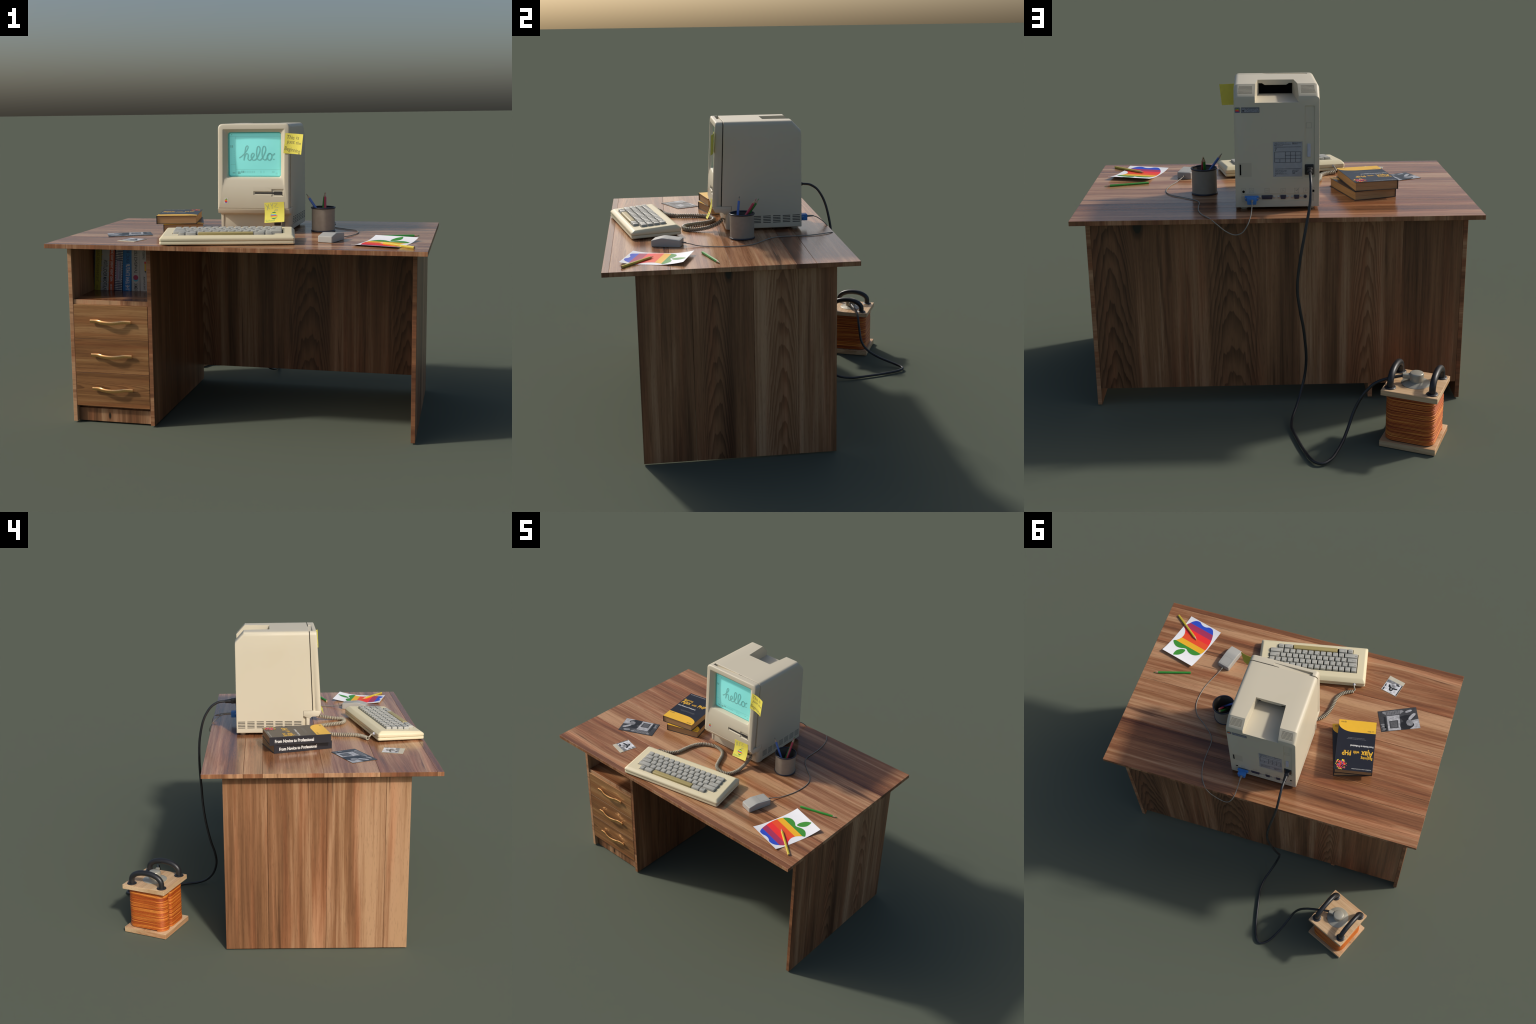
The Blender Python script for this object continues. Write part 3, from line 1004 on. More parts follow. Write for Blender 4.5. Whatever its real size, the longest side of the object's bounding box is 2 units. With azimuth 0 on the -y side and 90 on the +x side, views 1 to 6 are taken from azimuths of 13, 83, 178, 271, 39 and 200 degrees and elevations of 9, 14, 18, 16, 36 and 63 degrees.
    for k in range(1, 9):
        cur = [(cx + (p[0] - cx) * k / 8, cy + (p[1] - cy) * k / 8) for p in pts]
        n = len(pts)
        if k == 1:
            d.add([(cx, cy)] + cur, [(0, i + 1, (i + 1) % n + 1) for i in range(n)])
        else:
            d.add(prev + cur, [(i, n + i, n + (i + 1) % n, (i + 1) % n) for i in range(n)])
        prev = cur
    d.done('screen', [M['screen']], C, 60)
    px = lambda x, y: ((x - 165) / 1595, 1 - (y - 75) / 1330)
    # the drawn word: one continuous pen line
    pen = [(515, 830), (580, 785), (650, 720), (720, 630), (765, 550), (768, 500), (745, 480), (710, 510), (690, 580), (670, 700), (645, 900)]
    pen2 = [(652, 850), (690, 745), (735, 705), (772, 740), (770, 810), (765, 860), (800, 905), (850, 890), (910, 820), (950, 760), (945, 710), (905, 700), (870, 750),
            (865, 830), (900, 890), (960, 900), (1020, 860), (1080, 760), (1125, 640), (1125, 540), (1090, 495), (1050, 530), (1030, 640), (1030, 780), (1060, 870),
            (1120, 900), (1190, 850), (1250, 740), (1295, 620), (1290, 530), (1255, 490), (1215, 530), (1195, 640), (1195, 780), (1225, 870), (1285, 895), (1335, 850)]
    pen3 = [(1335, 850), (1350, 770), (1400, 710), (1450, 715), (1480, 780), (1465, 860), (1410, 905), (1365, 875), (1348, 800), (1372, 735), (1420, 702), (1470, 730), (1510, 752), (1560, 710)]
    d = Decal(smap, 0.0010)
    for i, q in enumerate((pen, pen2, pen3)):
        d.stroke([px(*p) for p in q], 0.0240, 0, 0.0002 * i, 6, True, 1.2)
    d.disc(*px(1540, 880), 0.016, 0, 0, 16, 1.2)
    d.done('screen_word', [M['screen_mark']], C)
    d = Decal(smap, 0.0007)
    def rc(a, b, c_, e, mi):
        (ua, va), (ub, vb) = px(a, e), px(b, c_)
        d.rect(ua, ub, va, vb, mi, 0, 6, 4)
    for a, b, c_, e in ((380, 405, 200, 1350), (215, 1735, 190, 212), (405, 1735, 1172, 1192), (235, 385, 1025, 1045), (1700, 1712, 200, 1340), (1135, 1165, 1215, 1290), (1230, 1250, 1215, 1290), (1480, 1560, 1225, 1280), (1590, 1650, 1270, 1330)):
        rc(a, b, c_, e, 1)
    for a, b, c_, e in ((452, 535, 1240, 1315), (292, 375, 1268, 1296), (255, 285, 140, 165), (235, 262, 462, 535), (285, 312, 462, 535)):
        rc(a, b, c_, e, 0)
    for i in range(8):
        rc(556 + i * 54, 556 + i * 54 + 40, 1218, 1282, 0 if i < 2 else 1)
    for i in range(6):
        rc(330, 365, 640 + i * 62, 650 + i * 62, 1)
    d.done('screen_panel', [M['screen_mark'], M['screen_faint']], C, None, True)
    # ---- badge on the front
    fmap = lambda u, v, h: Vector((u, fy(v) - h * 1.0, v))
    d = Decal(fmap, 0.0006)
    d.rect(-0.1705, -0.1430, 1.1905, 1.2235, 6)
    fruit(d, -0.1655, -0.1485, 1.1935, 1.2205, 0.0004)
    d.done('front_badge', [M[k] for k in BAND_MATS] + [M['badge_card']], C)
    # ---- rear
    rmap = lambda u, v, h: Vector((-u, 0.185 + h, v))         # u grows toward -x, as seen from behind
    d = Decal(rmap, 0.0008)
    d.poly(rrect(-0.2015, -0.1765, 1.5045, 1.5305, 0.003, 3, 1), 6)
    fruit(d, -0.199, -0.1795, 1.5065, 1.5285, 0.0004)
    d.poly(rrect(-0.172, -0.083, 1.5035, 1.5305, 0.003, 3, 1), 6)
    d.add(*fit_box('Macintosh', -0.168, -0.088, 1.5085, 1.5265, bold=0.01), 7, 0.0004)
    d.done('rear_badge', [M[k] for k in BAND_MATS] + [M['badge'], M['badge_ink']], C)
    lm = lambda u, v, h: rmap(u, v, h - 0.0012)
    d = Decal(lm, 0.0006)
    d.rect(-0.0195, 0.1222, 1.1890, 1.3612, 0)
    U = lambda p: -0.0195 + (p - 190) / 1030 * 0.1417
    V = lambda p: 1.3612 - (p - 160) / 1210 * 0.1722
    hl = lambda a, b, y: d.rect(U(a), U(b), V(y + 7), V(y - 7), 1, 0.0003)
    vl = lambda x, a, b: d.rect(U(x - 8), U(x + 8), V(b), V(a), 1, 0.0005)
    for a, b, y in ((245, 1180, 338), (240, 1180, 505), (620, 1180, 622), (240, 1180, 745), (240, 1180, 868), (250, 1170, 1098)):
        hl(a, b, y)
    for x, a, b in ((242, 505, 868), (428, 745, 868), (620, 505, 868), (800, 505, 868), (985, 505, 868), (1175, 505, 868)):
        vl(x, a, b)
    for s_, a, b, y in (('Apple Computer, Inc.', 235, 670, 215), ('Cupertino, California 95014', 235, 815, 262), ('Made in U.S.A.', 235, 535, 305), ('Model Number', 870, 1190, 212), ('M0001', 870, 1060, 250),
                        ('Apple and the Apple', 255, 665, 1170), ('logo are registered', 255, 650, 1205), ('trademarks of', 255, 545, 1250), ('Apple Computer, Inc.', 255, 680, 1290), ('105-125V', 860, 1110, 1165), ('60 W Max', 860, 1060, 1203), ('50/60', 860, 970, 1240), ('1984', 860, 960, 1282), ('7', 240, 325, 470), ('A', 248, 290, 1340)):
        hgt = 34 if s_ != '7' else 90
        d.add(*fit_box(s_, U(a), U(b), V(y), V(y - hgt), bold=0.01), 1, 0.0004)
    d.done('rear_label', [M['label'], M['label_ink']], C)
    box('power_switch', -0.1630, -0.1465, 0.1805, 0.1875, 1.286, 1.350, M['switch'], C, 0.0015, 2)
    box('power_socket', -0.1785, -0.1350, 0.176, 0.1885, 1.1965, 1.2490, M['black'], C, 0.005, 3, 40)
    d = Decal(rmap, 0.0005)
    ic = ((-0.1274, 1.1219), (-0.0508, 1.1208), (0.0282, 1.1196), (0.0941, 1.1196), (0.1397, 1.1198), (-0.167, 1.120), (0.172, 1.120))
    glyph = ([(-.3, -.3), (0, .3), (.3, 0), (.1, -.35)], [(-.4, 0), (.1, 0), (.3, .25), (.3, -.25)], [(-.2, -.3), (-.2, .3), (.0, .1), (.35, -.3)], [(-.3, .25), (-.1, -.2), (.35, .3), (0, 0), (.3, -.3)], [(-.1, -.3), (0, .3), (.2, 0), (0, -.2)], [(-.1, .2), (.1, .3)], [(-.1, .2), (.1, .3)])
    for (u, v), gl in zip(ic, glyph):
        r = 0.0115
        for a, b, c_, e in ((u - r, u + r, v - r, v - r + 0.0009), (u - r, u + r, v + r - 0.0009, v + r), (u - r, u - r + 0.0009, v - r, v + r), (u + r - 0.0009, u + r, v - r, v + r)):
            d.rect(a, b, c_, e, 0)
        d.stroke([(u + p[0] * 0.018, v + p[1] * 0.018) for p in gl], 0.0011, 0, 0.0001, 1, False)
    for a, b, c_, e in ((0.1405, 0.1674, 1.4265, 1.4275), (0.1405, 0.1674, 1.4515, 1.4525), (0.1405, 0.1415, 1.4265, 1.4525), (0.1664, 0.1674, 1.4265, 1.4525)):
        d.rect(a, b, c_, e, 0, -0.0034)
    d.done('embossed_icon', [M['emboss']], C, None, True)
    box('battery_slot', 0.1752, 0.1844, 0.184, 0.1856, 1.198, 1.253, M['void'], C, 0.002, 2)
    d = Decal(rmap, 0.0004)
    d.poly(rrect(-0.1889, -0.1249, 1.1901, 1.2601, 0.004, 3, 1), 0)
    d.done('battery_door', [M['case_dim']], C)
    for x, z in ((0.1665, 1.1160), (-0.1755, 1.1160)):
        lathe('screw_hole', [(0, 0.0008), (0.0062, 0.0008), (0.0066, -0.0005), (0, -0.0005)], M['void'], C, 20, loc=(x, 0.185, z), rot=(-math.pi / 2, 0, 0))
    for x0, x1 in ((0.0245, 0.077), (-0.0416, -0.0148), (-0.1072, -0.0818)):
        pr = prism('port', [(x0 - 0.001, 1.0965), (x1 + 0.001, 1.0965), (x1 - 0.002, 1.0765), (x0 + 0.002, 1.0765)], 'y', 0.180, 0.1868, M['port'], C, 0.0015, 2)
        for xx in (x0 - 0.0085, x1 + 0.0085):
            lathe('port_screw', [(0, 0.004), (0.0030, 0.004), (0.0036, 0.0025), (0.0062, 0.002), (0.0062, -0.002), (0, -0.002)], M['steel'], C, 12, loc=(xx, 0.182, 1.0862), rot=(-math.pi / 2, 0, 0))
    lathe('audio_jack', [(0, 0.001), (0.003, 0.001), (0.0035, 0.005), (0.0078, 0.005), (0.0082, 0), (0, 0)], M['port'], C, 20, loc=(-0.137, 0.1815, 1.0874), rot=(-math.pi / 2, 0, 0))
    for x in (-0.165, 0.165):
        for y in (0.148, -0.165):
            lathe('foot', [(0, 0), (0.014, 0), (0.017, 0.004), (0.017, ZB - TOP + 0.001), (0, ZB - TOP + 0.001)], M['case_dim'], C, 24, loc=(x, y, TOP))
    adopt_all(C)
    return C


# ------------------------------------------------------------------ keyboard
def build_keyboard():
    K = thing('keyboard', 'cream computer keyboard with gray keys and coiled cord', 'keyboard', (0, 0, 0))
    K.location = (-0.0445, -0.6965, TOP)
    ang = math.radians(11.18)
    K.rotation_euler = (0, 0, ang)
    z = lambda v: v - TOP
    hx, hy = 0.348, 0.138

    def ring(ix, y0, y1, zf, zb, r):
        pts = rrect(-hx + ix, hx - ix, y0, y1, r, 5, 4)
        return [(p[0], p[1], z(zf + (zb - zf) * (p[1] - y0) / (y1 - y0))) for p in pts]
    # lower tray
    bm = bmesh.new()
    loft(bm, [ring(0.012, -0.126, 0.126, 1.029, 1.034, 0.008), ring(0.003, -0.135, 0.136, 1.0295, 1.0345, 0.010), ring(0, -0.138, 0.139, 1.033, 1.038, 0.011), ring(0, -0.138, 0.139, 1.0435, 1.0475, 0.011),
              ring(0.0015, -0.1365, 0.1375, 1.0460, 1.0500, 0.010), ring(0.004, -0.134, 0.135, 1.0465, 1.0505, 0.009)], True, True)
    from_bm(bm, 'keyboard_base', M['kbd'], K, 40)
    # upper shell, wedge shaped, chamfered all round
    bm = bmesh.new()
    loft(bm, [ring(0.004, -0.134, 0.135, 1.0469, 1.0509, 0.009), ring(0.0035, -0.1345, 0.1355, 1.0482, 1.0525, 0.009), ring(0.0, -0.138, 0.139, 1.0500, 1.0545, 0.011), ring(-0.0006, -0.1387, 0.1395, 1.0560, 1.0620, 0.011),
              ring(0.0, -0.1380, 0.1385, 1.0612, 1.0715, 0.011), ring(0.003, -0.135, 0.134, 1.0645, 1.0760, 0.010), ring(0.013, -0.1225, 0.119, 1.0728, 1.0868, 0.008), ring(0.0165, -0.118, 0.1135, 1.0745, 1.0890, 0.008),
              ring(0.020, -0.114, 0.109, 1.0748, 1.0888, 0.007)], True, True)
    shell = from_bm(bm, 'keyboard_shell', M['kbd'], K)
    u, p = 0.0394, 0.0356
    xs0 = -0.2870
    rows = [(0.0545, [1] * 13 + [1.5]), (0.0545 - p, [1.5] + [1] * 13), (0.0545 - 2 * p, [1.75] + [1] * 11 + [1.75]), (0.0545 - 3 * p, [2.25] + [1] * 10 + [2.25])]
    last = [(-0.2520, -0.2180, 0), (-0.2150, -0.1590, 0), (-0.1520, 0.1360, 1), (0.1385, 0.1945, 0), (0.1960, 0.2340, 0)]
    top = lambda y: 1.0747 + (1.0889 - 1.0747) * (y + 0.114) / 0.223
    wells = bmesh.new()
    keys = []
    for ri, (yc, ws) in enumerate(rows):
        x = xs0
        for w in ws:
            keys.append((x + 0.0014, x + w * u - 0.0014, yc - p / 2 + 0.0012, yc + p / 2 - 0.0012, ri, 0))
            x += w * u
    for x0, x1, sp in last:
        keys.append((x0, x1, -0.1055, -0.0735, 4, sp))
    # one stepped well round the key block
    bm_box(wells, xs0 - 0.002, xs0 + 14.5 * u + 0.002, -0.0715, 0.0745, z(1.064), z(1.12))
    cut(shell, wells)
    wells = bmesh.new()
    bm_box(wells, -0.2545, 0.2365, -0.1075, -0.0705, z(1.064), z(1.12))
    cut(shell, wells)
    finish(shell, 35)
    prism('key_plate', [(-0.110, z(1.060)), (0.080, z(1.070)), (0.080, z(1.0790)), (-0.110, z(1.0680))], 'x', -0.292, 0.292, M['void'], K)
    R = random.Random(3)
    leg = Decal(lambda a, b, h: Vector((a, b, 0)), 0)
    lv, lf = [], []
    chars = ['`1234567890-=', ' QWERTYUIOP[]\\', ' ASDFGHJKL;\' ', ' ZXCVBNM,./ ']
    count = {}
    glyph_cache = {}
    for x0, x1, y0, y1, ri, sp in keys:
        bm = bmesh.new()
        yc = (y0 + y1) / 2
        zt0 = z(top(yc)) + (0.0125 if ri < 4 else 0.0125)
        base = z(1.0665 + (yc + 0.11) * 0.05)
        tilt = 0.05 if ri != 0 else 0.09
        def kr(ins_x, f, b, zz, r):
            pts = rrect(x0 + ins_x, x1 - ins_x, y0 + f, y1 - b, r, 3, 1)
            return [(q[0], q[1], zz if not callable(zz) else zz(q[1])) for q in pts]
        zt = lambda yy: zt0 + (yy - yc) * tilt + R.uniform(-0.0001, 0.0001)
        if sp:
            rr = [kr(0.0006, 0, 0, base, 0.002), kr(0.0015, 0.001, 0.001, lambda q: zt(q) - 0.003, 0.003), kr(0.003, 0.004, 0.0035, lambda q: zt(q) - 0.0005, 0.003), kr(0.006, 0.009, 0.008, lambda q: zt(q), 0.003)]
        else:
            rr = [kr(0.0006, 0, 0, base, 0.002), kr(0.0028, 0.0016, 0.0032, lambda q: zt(q) - 0.0022, 0.003), kr(0.0034, 0.0022, 0.0040, lambda q: zt(q) - 0.0006, 0.003), kr(0.0050, 0.0036, 0.0056, lambda q: zt(q), 0.003)]
        loft(bm, rr, False, True)
        from_bm(bm, 'spacebar' if sp else 'key', M['spacebar'] if sp else M['key'], K, 40)
        if sp:
            continue
        i = count.get(ri, 0)
        count[ri] = i + 1
        ch = chars[ri][i] if ri < 4 and i < len(chars[ri]) else ' '
        words = {(0, 13): 'Backspace', (1, 0): 'Tab', (2, 0): 'Caps Lock', (2, 12): 'Return', (3, 0): 'Shift', (3, 11): 'Shift', (4, 0): 'Option', (4, 1): 'Cmd', (4, 2): 'Enter', (4, 3): 'Option'}
        wd = words.get((ri, i))
        if wd is None and ch == ' ':
            continue
        t_ = wd or ch
        if t_ not in glyph_cache:
            glyph_cache[t_] = text_mesh(t_, 1.0, bold=0.02)
        vs, fs = glyph_cache[t_]
        if not vs:
            continue
        s = 0.0088 if not wd else 0.0068
        o = len(lv)
        for vx, vy in vs:
            yy = y1 - 0.0145 + vy * s
            lv.append((x0 + 0.0065 + vx * s, yy, zt0 + (yy - yc) * tilt + 0.0003))
        lf += [tuple(q + o for q in f) for f in fs]
    lg = obj('key_legend', lv, lf, M['legend'], K)
    lg['kind'] = 'stuff'
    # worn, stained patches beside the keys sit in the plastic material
    for fx in (-0.30, 0.30):
        for fyy in (-0.115, 0.115):
            box('rubber_foot', fx - 0.01, fx + 0.01, fyy - 0.006, fyy + 0.006, 0, z(1.0335), M['black'], K)
    # ---- coiled cord, modelled in world space then brought into the keyboard's frame
    Mi = (Matrix.Translation(K.location) @ Matrix.Rotation(ang, 4, 'Z')).inverted()
    cz = TOP + 0.0118
    run = [(-0.3560, -0.5760, 1.036), (-0.3300, -0.5655, cz), (-0.2900, -0.5400, cz), (-0.2640, -0.4980, cz), (-0.2570, -0.4450, cz), (-0.2480, -0.3930, cz), (-0.2260, -0.3440, cz), (-0.1860, -0.3090, cz),
           (-0.1230, -0.2890, cz), (-0.0620, -0.3010, cz), (-0.0250, -0.3370, cz), (0.0076, -0.4070, cz), (0.0355, -0.4545, cz), (0.0809, -0.4752, cz), (0.1380, -0.4620, cz), (0.1640, -0.4040, cz + 0.001),
           (0.1660, -0.3400, cz + 0.010), (0.1640, -0.2850, cz + 0.031), (0.1610, -0.2600, cz + 0.052)]
    base = catmull(run, 40)
    # arc-length resample
    L = [0.0]
    for a, b in zip(base[:-1], base[1:]):
        L.append(L[-1] + (b - a).length)
    tot = L[-1]
    turns = int(tot / 0.0112)
    per = 14
    path, j = [], 0
    side = Vector((0, 0, 1))
    for i in range(turns * per + 1):
        s = tot * i / (turns * per)
        while j < len(L) - 2 and L[j + 1] < s:
            j += 1
        t = (s - L[j]) / max(1e-9, L[j + 1] - L[j])
        q = base[j].lerp(base[j + 1], t)
        d = (base[min(j + 1, len(base) - 1)] - base[max(j - 1, 0)]).normalized()
        e1 = (side - d * side.dot(d)).normalized()
        e2 = d.cross(e1)
        a = 2 * math.pi * i / per
        path.append(q + (e1 * math.cos(a) + e2 * math.sin(a)) * 0.0080)
    lead = catmull([(-0.3465, -0.6115, 1.061), (-0.3500, -0.5960, 1.058), (-0.3590, -0.5830, 1.046), tuple(path[0])], 6)
    tail = catmull([tuple(path[-1]), (0.1590, -0.2500, 1.090), (0.150, -0.2420, 1.078), (0.1400, -0.2300, 1.072)], 5)
    path = [Mi @ q for q in lead[:-1] + path + tail[1:]]
    v, f = sweep_data(path, circle(0.0045, 7))
    obj('coiled_cord', v, f, M['coilcord'], K, smooth=60)
    v, f = sweep_data([Mi @ Vector((-0.3435, -0.626, 1.062)), Mi @ Vector((-0.3475, -0.606, 1.060))], [(a * 0.0075, b * 0.0055) for a, b in ((-1, -1), (1, -1), (1, 1), (-1, 1))])
    obj('cord_plug', v, f, M['switch'], K)


# ------------------------------------------------------------------ mouse
def build_mouse():
    K = thing('computer_mouse', 'gray boxy one button mouse with thin cord', 'mouse', (0.482, -0.576, TOP))
    ang = math.radians(-16.0)
    K.rotation_euler = (0, 0, ang)
    W, Lh = 0.0412, 0.0785

    def top(y):             # front (-y) slopes up to a ridge, then falls gently to the cord end
        yy = y + Lh
        pts = [(0, 0.0345), (0.052, 0.0470), (0.062, 0.0478), (0.157, 0.0378)]
        for (a, za), (b, zb_) in zip(pts[:-1], pts[1:]):
            if yy <= b:
                return za + (zb_ - za) * (yy - a) / (b - a)
        return pts[-1][1]
    bm = bmesh.new()
    def ring(ix, iy, h, r=0.006):
        pts = rrect(-W + ix, W - ix, -Lh + iy, Lh - iy, r, 4, 14)
        return [(q[0], q[1], h(q[1]) if callable(h) else h) for q in pts]
    vr = loft(bm, [ring(0.002, 0.002, 0.001), ring(0, 0, 0.003), ring(0, 0, lambda y: top(y) - 0.0055), ring(0.0006, 0.0006, lambda y: top(y) - 0.0025), ring(0.0030, 0.0030, lambda y: top(y) - 0.0002), ring(0.006, 0.006, top, 0.004)], True)
    # cap by strips across so that it follows the ridge
    vs = sorted(vr[-1], key=lambda q: (round(q.co.y, 5), q.co.x))
    rows = {}
    for q in vr[-1]:
        rows.setdefault(round(q.co.y, 4), []).append(q)
    ks = sorted(rows)
    L_ = [min(rows[k], key=lambda q: q.co.x) for k in ks]
    R_ = [max(rows[k], key=lambda q: q.co.x) for k in ks]
    first, lastr = sorted(rows[ks[0]], key=lambda q: q.co.x), sorted(rows[ks[-1]], key=lambda q: q.co.x)
    try:
        for i in range(1, len(ks) - 1):
            if i == 1:
                bm.faces.new(first + [R_[1], L_[1]])
            if i < len(ks) - 2:
                bm.faces.new((L_[i], R_[i], R_[i + 1], L_[i + 1]))
            else:
                bm.faces.new([L_[i], R_[i]] + lastr[::-1])
    except ValueError:
        pass
    from_bm(bm, 'mouse_body', M['mouse'], K, 28)
    # button: framed by a thin groove
    fm = lambda u, v, h: Vector((u, v, top(v) + h))
    d = Decal(fm, 0.0003)
    bx, by0, by1, g = 0.0300, 0.012, 0.070, 0.0008
    for a, b, c, e in ((-bx, bx, by0, by0 + g), (-bx, bx, by1 - g, by1), (-bx, -bx + g, by0, by1), (bx - g, bx, by0, by1)):
        d.rect(a, b, c, e, 0)
    d.done('button_groove', [M['mouse_line']], K)
    d = Decal(fm, 0.00055)
    d.rect(-bx + g, bx - g, by0 + g, by1 - g, 0, 0, 1, 1)
    d.done('mouse_button', [M['mouse']], K)
    d = Decal(fm, 0.0004)
    d.disc(-0.031, -0.068, 0.0022, 0)
    d.done('mouse_mark', [M['badge_ink']], K)
    lathe('strain_relief', [(0, 0), (0.0050, 0), (0.0042, 0.010), (0.0032, 0.024), (0, 0.024)], M['cord'], K, 14, loc=(0.0, Lh - 0.001, 0.019), rot=(-math.pi / 2, 0, 0))
    Mi = (Matrix.Translation(K.location) @ Matrix.Rotation(ang, 4, 'Z')).inverted()
    z0 = TOP + 0.0035
    run = [(0.5060, -0.4980, 1.0405), (0.5180, -0.4600, 1.036), (0.5420, -0.4100, 1.028), (0.5730, -0.3150, z0), (0.5800, -0.2050, z0), (0.5480, -0.1260, z0), (0.4800, -0.0700, z0), (0.4170, -0.0130, z0), (0.3930, 0.0420, z0),
           (0.3930, 0.1150, z0), (0.3900, 0.1900, z0), (0.3700, 0.2720, z0 + 0.001), (0.3300, 0.3360, 1.0240), (0.2950, 0.3570, 1.0000), (0.2560, 0.3610, 0.9680), (0.2130, 0.3640, 0.9490), (0.1760, 0.3680, 0.9600), (0.1500, 0.3620, 0.9950), (0.1330, 0.3350, 1.0350), (0.1270, 0.2950, 1.0680), (0.1258, 0.2620, 1.0820)]
    v, f = sweep_data([Mi @ q for q in catmull(run, 10)], circle(0.0026, 8))
    obj('cord', v, f, M['cord'], K, smooth=60)
    # blue connector at the far end
    def W_(ob):
        ob.matrix_world = Matrix.Identity(4)
        ob.parent = K
        ob.matrix_parent_inverse = Mi
        return ob
    W_(prism('connector', [(0.1610, 1.0965), (0.0935, 1.0965), (0.0935, 1.0780), (0.0985, 1.0730), (0.1035, 1.0720), (0.1060, 1.0600), (0.1470, 1.0600), (0.1500, 1.0720), (0.1560, 1.0730), (0.1610, 1.0780)], 'y', 0.1875, 0.2000, M['bluecon'], None, 0.0015, 2))
    W_(prism('connector_hood', [(0.1520, 1.0960), (0.1020, 1.0960), (0.1050, 1.0600), (0.1490, 1.0600)], 'y', 0.1995, 0.2280, M['bluecon'], None, 0.003, 3))
    v, f = sweep_data([Vector((0.1262, 0.222, 1.080)), Vector((0.1262, 0.238, 1.0815)), Vector((0.1260, 0.268, 1.0815))], circle(0.0078, 14), scale=lambda t: 1 - 0.5 * t)
    W_(obj('connector_sleeve', v, f, M['cord'], None, smooth=50))
    for x in (0.1565, 0.0980):
        W_(lathe('connector_screw', [(0, 0.003), (0.0028, 0.003), (0.0032, 0), (0, 0)], M['steel'], None, 12, loc=(0, 0, 0)))
        ob = [o for o in K.children if o.name.startswith('connector_screw')][-1]
        for vtx in ob.data.vertices:
            vx, vy, vz = vtx.co
            vtx.co = (x + vx, 0.2 + vz, 1.0850 + vy)


# ------------------------------------------------------------------ pencils and cup
def pencil(paint, lead, tip, end, name='pencil', label='hexagonal colored pencil with sharpened tip', roll=0.2):
    tip, end = Vector(tip), Vector(end)
    L = (end - tip).length
    r = 0.0072
    e = thing(name, label, 'pencil', end)
    zax = (tip - end).normalized()
    q = Vector((0, 0, 1)).rotation_difference(zax)
    e.rotation_mode = 'QUATERNION'
    e.rotation_quaternion = q
    hexa = [(r * math.cos(math.pi / 3 * i + roll), r * math.sin(math.pi / 3 * i + roll)) for i in range(6)]
    bm = bmesh.new()
    # scalloped cut where the paint meets the sharpened cone
    k = 36
    def hexr(a):
        a = (a - roll) % (math.pi / 3) - math.pi / 6
        return r * math.cos(math.pi / 6) / math.cos(a)
    cone0 = L - 0.034
    rings = []
    for zz, f in ((0.0, 0.93), (0.0012, 1.0)):
        rings.append([(hexr(2 * math.pi * i / k) * f * math.cos(2 * math.pi * i / k), hexr(2 * math.pi * i / k) * f * math.sin(2 * math.pi * i / k), zz) for i in range(k)])
    sc = []
    for i in range(k):
        a = 2 * math.pi * i / k
        h = hexr(a)
        sc.append((h * math.cos(a), h * math.sin(a), cone0 + (r - h) * 4.0))
    rings.append(sc)
    loft(bm, rings, False, False)
    from_bm(bm, 'pencil_paint', paint, e, 25)
    bm = bmesh.new()
    tipr = [(0.0025 * math.cos(2 * math.pi * i / k), 0.0025 * math.sin(2 * math.pi * i / k), L - 0.013) for i in range(k)]
    low = [(p[0] * 0.995, p[1] * 0.995, p[2]) for p in sc]
    loft(bm, [low, tipr], False, False)
    base = [(p[0] * 0.985, p[1] * 0.985, 0.0004) for p in rings[0]]
    vs = [bm.verts.new(p) for p in base]
    bm.faces.new(vs[::-1])
    from_bm(bm, 'pencil_wood', M['kraft'], e, 40)
    bm = bmesh.new()
    loft(bm, [tipr, [(0.0003 * math.cos(2 * math.pi * i / k), 0.0003 * math.sin(2 * math.pi * i / k), L) for i in range(k)]], False, True)
    d = [(0.0017 * math.cos(2 * math.pi * i / k), 0.0017 * math.sin(2 * math.pi * i / k), -0.0004) for i in range(k)]
    bm.faces.new([bm.verts.new(p) for p in d][::-1])
    from_bm(bm, 'pencil_lead', lead, e, 40)
    return e


def build_cup():
    C = thing('pencil_cup', 'gray metal pencil cup with dark rolled rims', 'pencil cup', (0.3745, -0.1695, TOP))
    lathe('cup_wall', [(0, 0.002), (0.0635, 0.002), (0.0655, 0.004), (0.0655, 0.134), (0.0640, 0.134), (0.0640, 0.006), (0, 0.006)], [M['cupgray'], M['cupin']], C, 72, 40, [0, 0, 0, 1, 1, 1])
    def torus(name, R, r, zc):
        lathe(name, [(R + r * math.cos(2 * math.pi * i / 12), zc + r * 1.15 * math.sin(2 * math.pi * i / 12)) for i in range(13)], M['cuprim'], C, 72, 60)
    torus('cup_rim', 0.0662, 0.0042, 0.1355)
    torus('cup_rim', 0.0655, 0.0040, 0.0050)
    pencil(M['p_blue'], M['graphite'], (0.277, -0.1715, 1.237), (0.4185, -0.208, 1.041))
    pencil(M['p_red'], M['p_red'], (0.3728, -0.0871, 1.238), (0.393, -0.224, 1.039))
    pencil(M['p_green'], M['p_green'], (0.3689, -0.0729, 1.2376), (0.368, -0.214, 1.039))
    pencil(M['p_yellow'], M['p_yellow'], (0.7418, -0.6515, 1.0300), (0.929, -0.806, 1.0300), roll=0.0)
    pencil(M['p_green'], M['p_green'], (0.9285, -0.336, 1.0285), (0.6929, -0.4046, 1.0285), roll=0.0)


